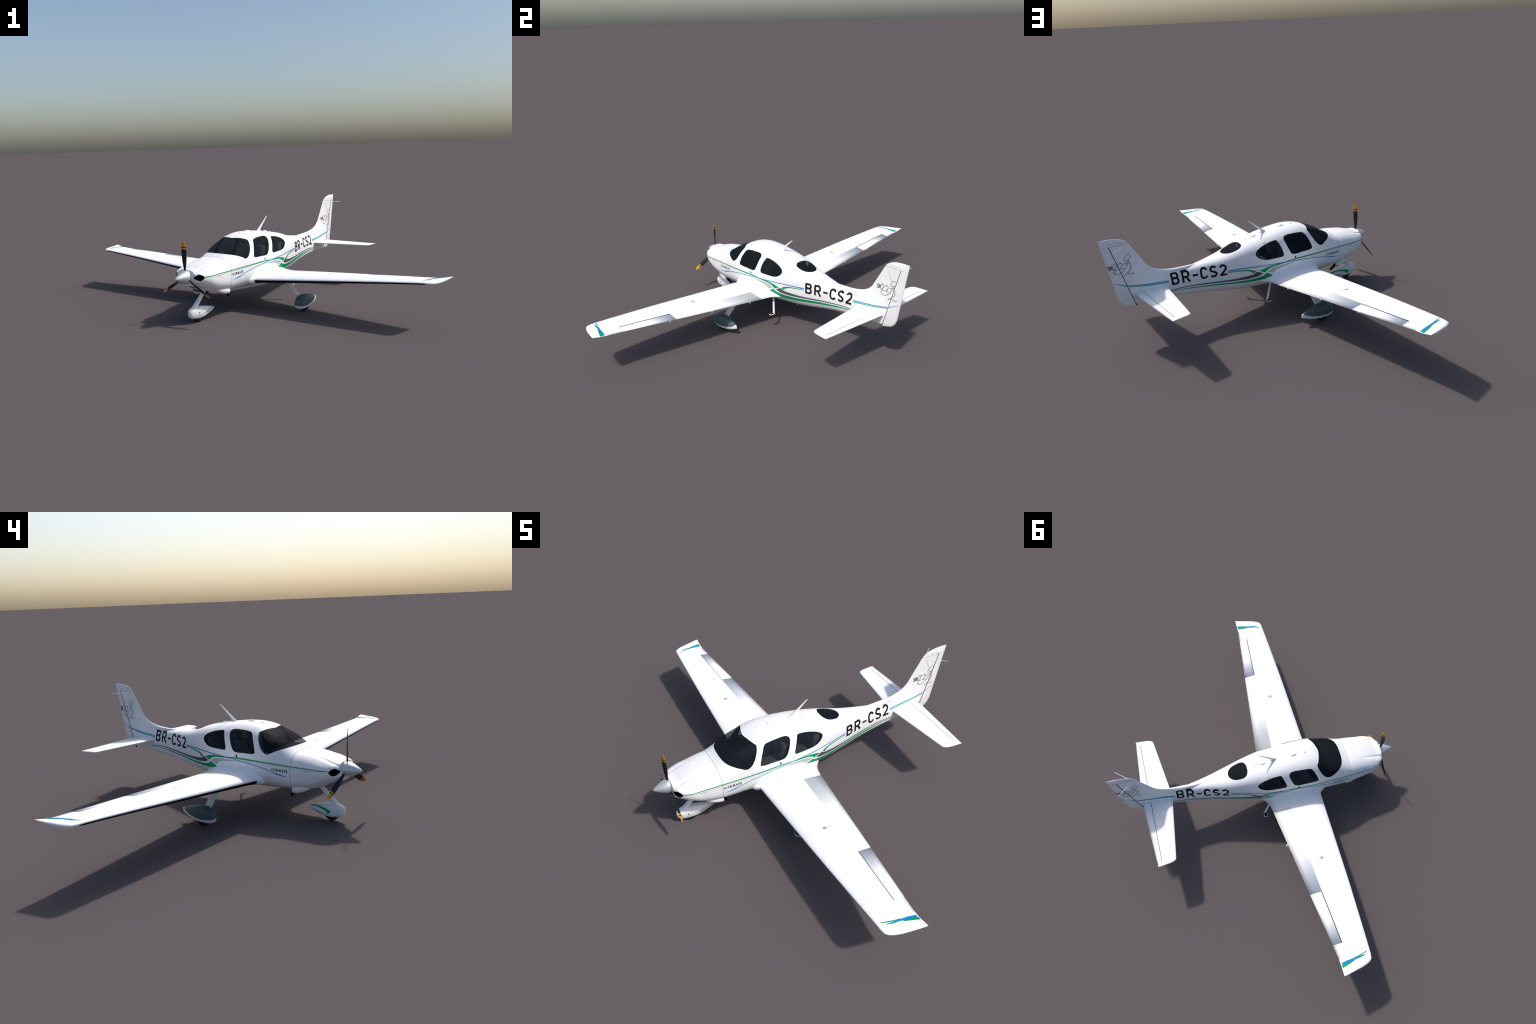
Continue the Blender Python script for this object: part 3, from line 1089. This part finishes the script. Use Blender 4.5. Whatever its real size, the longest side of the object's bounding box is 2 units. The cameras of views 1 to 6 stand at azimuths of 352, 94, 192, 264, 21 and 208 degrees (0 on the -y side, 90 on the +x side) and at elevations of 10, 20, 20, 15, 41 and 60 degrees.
def offset_poly(path, w):
    c = np.array(path, float)
    c = c[np.r_[True, np.linalg.norm(np.diff(c, axis=0), axis=1) > 1e-6]]
    t = np.diff(c, axis=0)
    t /= np.linalg.norm(t, axis=1, keepdims=True)
    nn = np.stack([-t[:, 1], t[:, 0]], -1)
    L, R = [], []
    for i in range(len(c)):
        if i == 0:
            m = nn[0]
        elif i == len(c) - 1:
            m = nn[-1]
        else:
            m = nn[i - 1] + nn[i]
            m = m / max(0.3, (m @ nn[i]))
        L.append(c[i] + m * w / 2)
        R.append(c[i] - m * w / 2)
    return L + R[::-1]


for side in (1, -1):
    for ch in "BR-CS2":
        strokes = []
        for k, path in enumerate(GLYPH[ch][1]):
            poly = offset_poly(path, SW)
            if side > 0:
                q = [np.array((0.7580 - ADV[ch] - p[0], 0.2935 + 0.0030 * (1 - ADV[ch] / .33) + p[1])) for p in poly]
            else:
                q = [np.array((0.4255 + ADV[ch] + p[0], 0.2865 + 0.0050 * ADV[ch] / .33 + p[1])) for p in poly]
            strokes.append(decal("registration_letter", [q], M['letter'], side, FUSE, lift=0.0010 + 0.00025 * k))
        merge(strokes)

# ---- fin script: swirl, digits, small letters
SWIRL = [([(1.013, 0.506), (1.004, 0.522), (0.992, 0.533), (0.977, 0.534), (0.972, 0.521), (0.983, 0.507), (0.996, 0.502), (1.012, 0.502)], 0.0036),
         ([(0.983, 0.508), (0.995, 0.483), (1.017, 0.452), (1.036, 0.439), (1.058, 0.433), (1.071, 0.440), (1.074, 0.450), (1.068, 0.457)], 0.0052),
         ([(1.016, 0.484), (0.997, 0.489), (0.984, 0.484), (0.977, 0.468), (0.983, 0.449), (1.002, 0.430), (1.025, 0.416)], 0.0055),
         ([(1.022, 0.419), (1.009, 0.426), (0.992, 0.425), (0.978, 0.418), (0.963, 0.425)], 0.0049)]
DIGITS = [([(1.075, 0.487), (1.070, 0.495), (1.061, 0.498), (1.055, 0.491), (1.057, 0.481), (1.071, 0.4625), (1.051, 0.4625)], 0.0024),
          ([(1.046, 0.487), (1.041, 0.494), (1.032, 0.496), (1.025, 0.489), (1.027, 0.478), (1.041, 0.4615), (1.019, 0.4615)], 0.0024)]
SMALL = [([(1.0925, 0.484), (1.098, 0.488), (1.104, 0.484), (1.1005, 0.478), (1.0945, 0.474), (1.0945, 0.468), (1.100, 0.466), (1.1055, 0.470)], 0.0034),
         ([(1.0885, 0.466), (1.0885, 0.488)], 0.0036), ([(1.0885, 0.4865), (1.082, 0.487), (1.078, 0.482), (1.082, 0.477), (1.0885, 0.477)], 0.0034),
         ([(1.083, 0.477), (1.077, 0.466)], 0.0034)]
for side in (1, -1):
    def place(p):
        if side > 0:
            return (p[0], p[1])
        return (2.0305 - p[0], p[1] - 0.0125 + 0.10 * (1.02 - p[0]) * 0)
    lift = 0.0009
    made = {}
    for grp, mk, nm in ((SWIRL, 'script', "fin_emblem"), (DIGITS, 'letter', "fin_digit"), (SMALL, 'letter', "fin_letter")):
        for pts, w in grp:
            sm = pts if grp is SMALL else [tuple(p) for p in spline(pts, 5)]
            if grp is SMALL and len(pts) > 4:
                sm = [tuple(p) for p in spline(pts, 4)]
            made.setdefault(nm, []).append(decal(nm, [offset_poly([place(p) for p in sm], w)], M[mk], side, FIN, lift=lift, cell=0.004))
            lift += 0.0002
    merge(made["fin_emblem"])
    merge(made["fin_letter"][1:])
    # joint of the fin tip and small marks
    for a, b, w in (((0.976, 0.5965), (1.080, 0.5960), 0.0016), ((0.9985, 0.6090), (1.078, 0.6105), 0.0012), ((1.078, 0.6105), (1.080, 0.596), 0.0012)):
        decal("panel_seam", [offset_poly([a, b], w)], M['seam'], side, FIN, bvh=bvh_of([FIN, RUD] + [o for o in FIN.children if o.name.startswith("fin_tip")]), lift=0.0007, cell=0.004)

# ---- maker's lettering on the cowling side, built-in font
def text_outline(txt, size, shear=0.0):
    cu = bpy.data.curves.new("tmp_text", 'FONT')
    cu.body = txt
    cu.size = size
    cu.space_character = 1.28
    cu.offset = 0.0006
    ob = bpy.data.objects.new("tmp_text", cu)
    bpy.context.scene.collection.objects.link(ob)
    dg = bpy.context.evaluated_depsgraph_get()
    me = ob.evaluated_get(dg).to_mesh()
    V = np.array([v.co[:2] for v in me.vertices])
    F = [tuple(p.vertices) for p in me.polygons]
    ob.to_mesh_clear()
    bpy.data.objects.remove(ob)
    bpy.data.curves.remove(cu)
    return V, F


TV, TF = text_outline("CIRRUS", 0.0225)
TV -= TV.min(0)
TV *= np.array([0.100 / TV[:, 0].max(), 0.0150 / TV[:, 1].max()])
for side in (1, -1):
    vs = []
    for u, v in TV:
        s = (-0.2520 - u) if side > 0 else (-0.3610 + u)
        z = (0.2650 if side > 0 else 0.2655) + v
        loc, n, _, _ = SIDE_BVH.ray_cast(Vector((s, side * 0.5, z)), Vector((0, -side, 0)))
        vs.append(tuple(loc + (n if n.y * side > 0 else -n) * 0.0012))
    tick = [(0.086, 0.0165), (0.0905, 0.0200)]
    tp = [np.array(((-0.2520 - a) if side > 0 else (-0.3610 + a), (0.2650 if side > 0 else 0.2655) + b)) for a, b in tick]
    merge([part("maker_lettering", vs, TF, M['letter'], parent=FUSE, smooth=False),
           decal("maker_lettering", [offset_poly(tp, 0.0022)], M['letter'], side, FUSE, lift=0.0012, cell=0.004)])

# ---- hairline joints and door hardware
for s0, w in ((SEAM_S, 0.0016),):
    v, f = [], []
    A = np.linspace(-math.pi, math.pi, 121)[:-1]
    for ds in (-w / 2, w / 2):
        p = hull(np.full(120, s0 + ds), A) + hull_normal(np.full(120, s0 + ds), A) * 0.0006
        v += list(p)
    f = [(i, (i + 1) % 120, 120 + (i + 1) % 120, 120 + i) for i in range(120)]
    part("panel_seam", v, f, M['seam'], parent=COWL)
for side in (1, -1):
    for pts in ([(-0.150, 0.430), (-0.160, 0.405), (-0.176, 0.375), (-0.187, 0.345), (-0.198, 0.305), (-0.198, 0.270)],
                [(0.058, 0.330), (0.055, 0.300), (0.040, 0.270), (0.010, 0.258), (-0.100, 0.262), (-0.198, 0.268)]):
        decal("panel_seam", [ribbon(pts, [0.0010, 0.0010], 4)], new_mat("door_joint_grey", (0.60, 0.60, 0.61), 0.5)[0] if "door_joint_grey" not in bpy.data.materials
              else bpy.data.materials["door_joint_grey"], side, FUSE, lift=0.0005)
    hx = -0.0160 if side > 0 else -0.0270
    ell = arc(hx, 0.3165, 0.0055, 0.0075, 0, 360, 20)[:-1]
    decal("door_handle", [[np.array(p) for p in ell]], M['gap'], side, FUSE, lift=0.0016, cell=0.003)
    ell = arc(hx, 0.3165, 0.0016, 0.0026, 0, 360, 10)[:-1]
    decal("door_handle", [[np.array(p) for p in ell]], M['seam'], side, FUSE, lift=0.0022, cell=0.003)
    # static port above the rear window
    decal("vent", [offset_poly([(0.166, 0.4385), (0.182, 0.4360)], 0.0012)], M['gap'], side, FUSE, lift=0.0008, cell=0.004)
    # cowling fasteners
    for s in (-0.530, -0.475, -0.420):
        decal("fastener", [[np.array(p) for p in arc(s, 0.3165 - (s + .47) * .02, 0.0016, 0.0016, 0, 360, 8)[:-1]]], M['seam'], side, COWL, lift=0.0008, cell=0.003)
    for z in (0.325, 0.300, 0.275, 0.250):
        decal("fastener", [[np.array(p) for p in arc(SEAM_S - .006, z, 0.0014, 0.0014, 0, 360, 8)[:-1]]], M['seam'], side, COWL, lift=0.0008, cell=0.003)
# slot under the spinner
slot = ribbon([(-0.046, 0.0), (0.0, 0.0), (0.046, 0.0)], [0.001, 0.010, 0.001])
v = []
for p in slot:
    a = math.pi - p[0] / 0.05
    q = hull(np.array([-0.555 + p[1]]), np.array([a]))[0] + hull_normal(np.array([-0.555 + p[1]]), np.array([a]))[0] * 0.0012
    v.append(tuple(q))
n2 = len(v) // 2
part("cowling_slot", v, [(i, i + 1, len(v) - 2 - i, len(v) - 1 - i) for i in range(n2 - 1)], M['pit'], parent=COWL)

# ---- wing tip brush strokes (projected down)
for k, W in enumerate(WINGS):
    sg = 1 if k == 0 else -1
    bv = bvh_of([W])
    blue = ribbon([(0.054, 1.2830), (0.013, 1.2770), (-0.026, 1.2725), (-0.060, 1.2705), (-0.093, 1.2645)], [0.0145, 0.0135, 0.0105, 0.0085, 0.0020], 6)
    g1 = ribbon([(0.0575, 1.2985), (0.030, 1.2915), (0.005, 1.2855), (-0.026, 1.2805)], [0.0150, 0.0130, 0.0100, 0.0010], 6)
    g2 = ribbon([(-0.020, 1.2660), (-0.045, 1.2645), (-0.070, 1.2590), (-0.090, 1.2530), (-0.105, 1.2465)], [0.0010, 0.0045, 0.0055, 0.0050, 0.0022], 6)
    for nm, mk, poly, lift in (("blue_brush_stroke", 'blue', blue, 0.0012), ("green_brush_stroke", 'green', g1, 0.0008), ("green_brush_stroke", 'green', g2, 0.0008)):
        q = []
        for p in poly:
            j = RNG.normal(0, 0.0006)
            q.append(np.array((p[0], sg * (p[1] + j))))
        decal(nm, [q], M[mk], 1, W, bvh=bv, axis='z', lift=lift, cell=0.006)

# -------------------------------------------------------------- cabin interior
def rounded_box(cx, cy, cz, sx, sy, sz, bev, tilt=0.0, seg=3):
    bm = bmesh.new()
    bmesh.ops.create_cube(bm, size=1)
    bmesh.ops.scale(bm, vec=(sx, sy, sz), verts=bm.verts)
    bmesh.ops.bevel(bm, geom=bm.edges[:], offset=bev, segments=seg, profile=0.5, affect='EDGES')
    bmesh.ops.rotate(bm, cent=(0, 0, -sz / 2), matrix=Matrix.Rotation(tilt, 3, 'Y'), verts=bm.verts)
    bmesh.ops.translate(bm, vec=(cx, cy, cz), verts=bm.verts)
    v = [tuple(x.co) for x in bm.verts]
    f = [tuple(x.index for x in p.verts) for p in bm.faces]
    bm.free()
    return v, f


def seat(x, y):
    return join_geo(
        rounded_box(x - 0.040, y, 0.262, 0.120, 0.098, 0.040, 0.012),
        rounded_box(x + 0.022, y, 0.332, 0.046, 0.096, 0.126, 0.016, 0.22),
        rounded_box(x + 0.060, y, 0.412, 0.030, 0.062, 0.040, 0.010, 0.16))


flo = [(-0.35, -0.118, 0.222), (-0.35, 0.118, 0.222), (0.22, 0.110, 0.222), (0.42, 0.045, 0.235), (0.42, -0.045, 0.235), (0.22, -0.110, 0.222)]
CABIN = part("cabin_floor", flo, [(0, 1, 2, 3, 4, 5)], M['liner'], smooth=False)
for x, y in ((-0.015, 0.066), (-0.015, -0.066), (0.185, 0.056), (0.185, -0.056)):
    part("seat", *seat(x, y), M['fabric'], parent=CABIN, angle=60)
dash = [[(-0.345, y, 0.345), (-0.285, y, 0.372 - 0.5 * y * y), (-0.232, y, 0.370 - 0.5 * y * y), (-0.222, y, 0.362 - 0.5 * y * y), (-0.240, y, 0.285), (-0.330, y, 0.25)]
        for y in np.linspace(-0.118, 0.118, 9)]
part("instrument_panel", *loft(dash), M['panel'], parent=CABIN, angle=50)
blk = [(0.40, -0.062, 0.20), (0.40, 0.062, 0.20), (0.42, 0.045, 0.385), (0.42, -0.045, 0.385)]
part("baggage_bulkhead", blk, [(0, 1, 2, 3)], M['liner'], parent=CABIN, smooth=False)
part("centre_console", *rounded_box(-0.14, 0, 0.262, 0.16, 0.030, 0.08, 0.008), M['panel'], parent=CABIN, angle=50)

# ------------------------------------------------------------------- propeller
HUB = (-0.6225, 0.2885)


def revolve(profile, cx, cz, n=56):
    rings = []
    for x, r in profile:
        rings.append([(x, r * math.sin(2 * math.pi * k / n), cz + r * math.cos(2 * math.pi * k / n)) for k in range(n)])
    return loft(rings)


prof = [(-0.6040, 0.0405), (-0.6060, 0.0420), (-0.6180, 0.0416), (-0.6300, 0.0398), (-0.6420, 0.0366), (-0.6540, 0.0324), (-0.6660, 0.0272),
        (-0.6780, 0.0213), (-0.6880, 0.0160), (-0.6970, 0.0106), (-0.7030, 0.0066), (-0.7062, 0.0034), (-0.7076, 0.0006)]
PROP = part("propeller_spinner", *revolve(prof, 0, 0.2900), M['spinner'], angle=60)


def blade_geo():
    rings = []
    R = 0.2152
    st = [(0.030, 0.0125, 0.0115, 28), (0.045, 0.0125, 0.0110, 32), (0.062, 0.0155, 0.0105, 42), (0.085, 0.0220, 0.0100, 49), (0.110, 0.0272, 0.0092, 53),
          (0.135, 0.0292, 0.0082, 55), (0.158, 0.0290, 0.0070, 57), (0.178, 0.0268, 0.0058, 58), (0.194, 0.0232, 0.0046, 59), (0.205, 0.0184, 0.0036, 60),
          (0.2115, 0.0122, 0.0026, 60), (R, 0.0044, 0.0014, 60)]
    for r, c, t, pitch in st:
        a = pitch * D2R
        ring = []
        for k in range(16):
            ph = 2 * math.pi * k / 16
            u, v = c / 2 * math.cos(ph), t / 2 * math.sin(ph) * (0.75 + 0.25 * -math.cos(ph))
            # chord direction: forward (-x) and to starboard (+y)
            ring.append((-u * math.cos(a) - v * math.sin(a), u * math.sin(a) - v * math.cos(a), r))
        rings.append(ring)
    return loft(rings)


bme = mesh_from("blade", *blade_geo(), M['blade'], True, 50)
for k in range(3):
    o = add_obj("blade", bme, PROP)
    o.matrix_local = Matrix.Translation((HUB[0], 0, HUB[1])) @ Matrix.Rotation(120 * k * D2R, 4, 'X')

# ---------------------------------------------------------------- landing gear
def body_loft(stations, n=24, exp=2.6):
    """x, half width, top z, bottom z, centre y -> closed streamlined body."""
    rings = []
    for x, w, zt, zb, cy in stations:
        zc, h = (zt + zb) / 2, (zt - zb) / 2
        ring = []
        for k in range(n):
            a = 2 * math.pi * (k + 0.5) / n
            c, s = math.cos(a), math.sin(a)
            r = (abs(s) ** exp + abs(c) ** exp) ** (-1 / exp)
            ring.append((x, cy + w * s * r, zc + h * c * r))
        rings.append(ring)
    return loft(rings)


def wheel(x, y, r, hwid):
    tyre = []
    n = 40
    prof = [(-hwid * 0.55, r * 0.52), (-hwid * 0.9, r * 0.62), (-hwid, r * 0.80), (-hwid * 0.82, r * 0.94), (-hwid * 0.45, r), (hwid * 0.45, r), (hwid * 0.82, r * 0.94),
            (hwid, r * 0.80), (hwid * 0.9, r * 0.62), (hwid * 0.55, r * 0.52)]
    rings = [[(x + rr * math.sin(2 * math.pi * k / n), y + yy, r + rr * math.cos(2 * math.pi * k / n)) for k in range(n)] for yy, rr in prof]
    hub = [[(x + rr * math.sin(2 * math.pi * k / n), y + yy, r + rr * math.cos(2 * math.pi * k / n)) for k in range(n)]
           for yy, rr in ((-hwid * 0.6, r * 0.2), (-hwid * .62, r * 0.53), (hwid * .62, r * 0.53), (hwid * 0.6, r * 0.2))]
    return loft(rings, False, False), loft(hub)


# main legs
MAIN_ST = [(-0.0884, 0.0035, 0.061, 0.0473, 0.424), (-0.0865, 0.0106, 0.072, 0.0374, 0.424), (-0.0785, 0.0189, 0.083, 0.0283, 0.424), (-0.0636, 0.0255, 0.0935, 0.0211, 0.424),
           (-0.0421, 0.0304, 0.1020, 0.0173, 0.424), (-0.0140, 0.0326, 0.1060, 0.0163, 0.424), (0.020, 0.0317, 0.1045, 0.0170, 0.424),
           (0.055, 0.0273, 0.0985, 0.0222, 0.424), (0.085, 0.0211, 0.0900, 0.0302, 0.424), (0.112, 0.0141, 0.0815, 0.0399, 0.424),
           (0.130, 0.0084, 0.0755, 0.0475, 0.424), (0.1385, 0.0053, 0.0735, 0.0510, 0.424)]


def split_fairing():
    """Slate-coloured upper shell standing slightly proud of the white lower body."""
    v, f = body_loft(MAIN_ST, 32)
    lowline = lambda x: np.interp(x, [-0.10, -0.08, -0.02, 0.05, 0.10, 0.125, 0.14], [0.054, 0.046, 0.040, 0.046, 0.058, 0.068, 0.080])
    rings, n = [], 21
    for x, w, zt, zb, cy in MAIN_ST[:-1]:
        zc, h = (zt + zb) / 2, (zt - zb) / 2
        zl = min(max(lowline(x), zb + 0.004), zt - 0.002)
        cmin = (zl - zc) / h
        amax = 0.2
        for a in np.linspace(0.2, 3.0, 400):   # angle where the shell reaches the line
            c, q = math.cos(a), math.sin(a)
            if c * (abs(q) ** 2.6 + abs(c) ** 2.6) ** (-1 / 2.6) < cmin:
                break
            amax = a
        row = []
        for k in range(n):
            a = -amax + 2 * amax * k / (n - 1)
            c, s = math.cos(a), math.sin(a)
            r = (abs(s) ** 2.6 + abs(c) ** 2.6) ** (-1 / 2.6)
            row.append((x, cy + (w + 0.0012) * s * r, zc + (h + 0.0012) * c * r))
        rings.append(row)
    rings.insert(0, [(-0.0898, 0.424, 0.0545 + 0.004 * math.cos(math.pi * (k / (n - 1) * 2 - 1))) for k in range(n)])
    sv = [p for r in rings for p in r]
    sf = [(i * n + j, i * n + j + 1, (i + 1) * n + j + 1, (i + 1) * n + j) for i in range(len(rings) - 1) for j in range(n - 1)]
    return (v, f), (sv, sf)


def flat_strut(p0, p1, c0, c1, t, steps=8):
    """Blade strut: centre line p0-p1, chord along x, thickness across."""
    rings = []
    for k in range(steps + 1):
        u = k / steps
        p = np.array(p0) * (1 - u) + np.array(p1) * u
        c = c0 * (1 - u) + c1 * u
        ring = []
        for j in range(16):
            a = 2 * math.pi * j / 16
            x = c / 2 * math.cos(a)
            y = t / 2 * math.sin(a)
            ring.append((p[0] + x, p[1] + y, p[2] + y * 0.6))
        rings.append(ring)
    return loft(rings)


body, shell = split_fairing()
tyre_g, hub_g = wheel(-0.0015, 0.424, 0.047, 0.0165)
strut_g = flat_strut((-0.0055, 0.400, 0.078), (-0.002, 0.2720, 0.198), 0.049, 0.040, 0.012)
for k in range(2):
    G = None
    for nm, g, mt, an in (("main_gear_leg", strut_g, 'white', 60), ("wheel_fairing", body, 'white', 60), ("fairing_shell", shell, 'slate', 60),
                          ("tyre", tyre_g, 'tyre', 60), ("wheel_hub", hub_g, 'metal', 40)):
        g = g if k == 0 else mirror_geo(*g)
        o = part(nm, g[0], g[1], M[mt], parent=G, angle=an)
        G = G or o

# nose leg
rings = []
for u in np.linspace(0, 1, 9):
    cx, cz = -0.452 + (-0.578 + 0.452) * u, 0.186 + (0.072 - 0.186) * u
    ring = []
    for j in range(18):
        a = 2 * math.pi * j / 18
        e, t = (0.0235 + 0.003 * u) * math.cos(a), (0.0125 + 0.008 * u ** 2) * math.sin(a)
        ring.append((cx + e, t, cz + 0.25 * e))
    rings.append(ring)
NG = part("nose_gear_leg", *loft(rings), M['white'], angle=60)
NOSE_ST = [(-0.6075, 0.0045, 0.072, 0.050, 0), (-0.605, 0.0113, 0.080, 0.0415, 0), (-0.597, 0.0189, 0.0870, 0.0335, 0), (-0.582, 0.0248, 0.0925, 0.0265, 0),
           (-0.560, 0.0284, 0.0955, 0.0205, 0), (-0.530, 0.0302, 0.0935, 0.0180, 0), (-0.500, 0.0293, 0.0900, 0.0185, 0), (-0.470, 0.0261, 0.0845, 0.0235, 0),
           (-0.440, 0.0212, 0.0775, 0.0315, 0), (-0.410, 0.0140, 0.0700, 0.0405, 0), (-0.392, 0.0090, 0.0650, 0.0460, 0), (-0.3840, 0.0059, 0.0628, 0.0485, 0)]
NF = part("wheel_fairing", *body_loft(NOSE_ST, 32), M['white'], parent=NG, angle=60)
tg, hg = wheel(-0.5285, 0, 0.0435, 0.0165)
part("tyre", *tg, M['tyre'], parent=NG, angle=60)
part("wheel_hub", *hg, M['metal'], parent=NG, angle=40)
nb = bvh_of([NF])
decal("green_swoosh", [blade_poly([(-0.390, 0.0660), (-0.430, 0.0720), (-0.470, 0.0745), (-0.507, 0.0690), (-0.532, 0.0600), (-0.540, 0.0550)],
                                  [(-0.390, 0.0610), (-0.430, 0.0660), (-0.455, 0.0665), (-0.487, 0.0610), (-0.510, 0.0520), (-0.520, 0.0400)])], M['green'], 1, NF, bvh=nb, lift=0.0008, cell=0.004)
decal("blue_stripe", [blade_poly([(-0.420, 0.0500), (-0.450, 0.0445), (-0.487, 0.0365)], [(-0.420, 0.0490), (-0.450, 0.0385), (-0.487, 0.0330)])], M['blue'], 1, NF, bvh=nb, lift=0.0008, cell=0.004)
decal("green_stripe", [ribbon([(-0.575, 0.0465), (-0.498, 0.0490), (-0.448, 0.0565), (-0.391, 0.0610)], [0.0012, 0.0030, 0.0045, 0.0045])], M['green'], -1, NF, bvh=nb, lift=0.0008, cell=0.004)
for s, z, r in ((-0.545, 0.060, 0.0045), (-0.582, 0.054, 0.002), (-0.527, 0.066, 0.0018), (-0.540, 0.043, 0.0018)):
    decal("fastener", [[np.array(p) for p in arc(s, z, r, r, 0, 360, 12)[:-1]]], M['gap'], -1, NF, bvh=nb, lift=0.0009, cell=0.003)

# ------------------------------------------------------------- small fittings
# belly blister and exhaust pipe
BL = [(-0.4580, 0.003, 0.194, 0.1840, 0.094), (-0.4450, 0.013, 0.196, 0.1740, 0.095), (-0.4280, 0.0190, 0.196, 0.1650, 0.096), (-0.4080, 0.0235, 0.196, 0.1565, 0.097),
      (-0.3880, 0.0255, 0.195, 0.1510, 0.0975), (-0.3680, 0.0260, 0.194, 0.1482, 0.098), (-0.3610, 0.0245, 0.192, 0.1500, 0.098)]
for g in (body_loft(BL, 24, 2.4), mirror_geo(*body_loft(BL, 24, 2.4))):
    part("exhaust_blister", g[0], g[1], M['white'], parent=COWL, angle=50)


def pipe(path, r, n=12, caps=True):
    P = [np.array(p, float) for p in path]
    rings = []
    for i, p in enumerate(P):
        t = P[min(i + 1, len(P) - 1)] - P[max(i - 1, 0)]
        t /= np.linalg.norm(t)
        a = np.cross(t, (0.0, 0.0, 1.0) if abs(t[2]) < 0.9 else (0, 1, 0))
        a /= np.linalg.norm(a)
        b = np.cross(t, a)
        rr = r[i] if isinstance(r, (list, tuple)) else r
        rings.append([tuple(p + rr * (a * math.cos(2 * math.pi * k / n) + b * math.sin(2 * math.pi * k / n))) for k in range(n)])
    return loft(rings, caps, caps)


for sg in (1, -1):
    part("exhaust_pipe", *pipe([(-0.385, sg * 0.102, 0.178), (-0.3580, sg * 0.0970, 0.1560), (-0.3345, sg * 0.0850, 0.1300)], 0.0080), M['pit'], parent=COWL, angle=50)
# boarding steps
for sg in (1, -1):
    ring = [(-0.0065, -0.0022), (0.0065, -0.0022), (0.0065, 0.0022), (-0.0065, 0.0022)]
    rings = [[(x + a, sg * (y + b), z) for a, b in ring] for x, y, z in ((0.148, 0.111, 0.188), (0.183, 0.142, 0.146), (0.2180, 0.1728, 0.1030))]
    g = join_geo(loft(rings), rounded_box(0.2180, sg * 0.1885, 0.1045, 0.0210, 0.036, 0.0036, 0.0006, 0, 1))
    st = part("boarding_step", *g, M['white'], angle=40)
    part("step_tread", *rounded_box(0.2180, sg * 0.1895, 0.1071, 0.0150, 0.0280, 0.0014, 0.0003, 0, 1), M['pit'], parent=st, smooth=False)
# roof antenna
prof = [(0.098, 0.470), (0.1015, 0.4765), (0.2160, 0.5628), (0.2200, 0.5622), (0.1335, 0.4830), (0.1375, 0.4735), (0.146, 0.462), (0.146, 0.455), (0.098, 0.455)]
r0 = [(x, 0.0032 if z < 0.5 else 0.0014, z) for x, z in prof]
r1 = [(x, -y, z) for x, y, z in r0]
part("roof_antenna", *loft([r0, r1]), M['white'], smooth=False)


def dome(x, rx, ry, h, parent=FUSE):
    rings = []
    z0 = section(np.array([x]))[0, 0]
    sl = (section(np.array([x + .01]))[0, 0] - section(np.array([x - .01]))[0, 0]) / 0.02
    for k, (q, zz) in enumerate(((1.05, -0.004), (1.0, 0.35), (0.93, 0.65), (0.75, 0.88), (0.4, 1.0), (0.02, 1.02))):
        rings.append([(x + rx * q * math.cos(a), ry * q * math.sin(a), z0 + sl * rx * q * math.cos(a) + (h * zz if k else -0.004))
                      for a in np.linspace(0, 2 * math.pi, 24, endpoint=False)])
    part("antenna_dome", *loft(rings), M['white'], parent=parent, angle=60)


dome(-0.0100, 0.0200, 0.0135, 0.0065)
dome(-0.0850, 0.0085, 0.0070, 0.0038)
dome(0.1910, 0.0180, 0.0125, 0.0060)
dome(0.2440, 0.0070, 0.0060, 0.0032)
# navigation whiskers on the fin and a belly rod
for sg in (1, -1):
    part("fin_whisker", *pipe([(1.003, sg * 0.004, 0.5795), (1.004, sg * 0.012, 0.5820), (1.010, sg * 0.0185, 0.5838), (1.048, sg * 0.0515, 0.5850), (1.087, sg * 0.0852, 0.5857)],
                              [0.0016, 0.0016, 0.0014, 0.0013, 0.0011], 8), M['white'], parent=FIN, angle=60)
part("belly_antenna", *pipe([(0.243, 0, 0.156), (0.252, 0, 0.136), (0.2656, 0, 0.1186)], 0.0016, 8), M['white'], parent=FUSE)

bpy.context.view_layer.update()
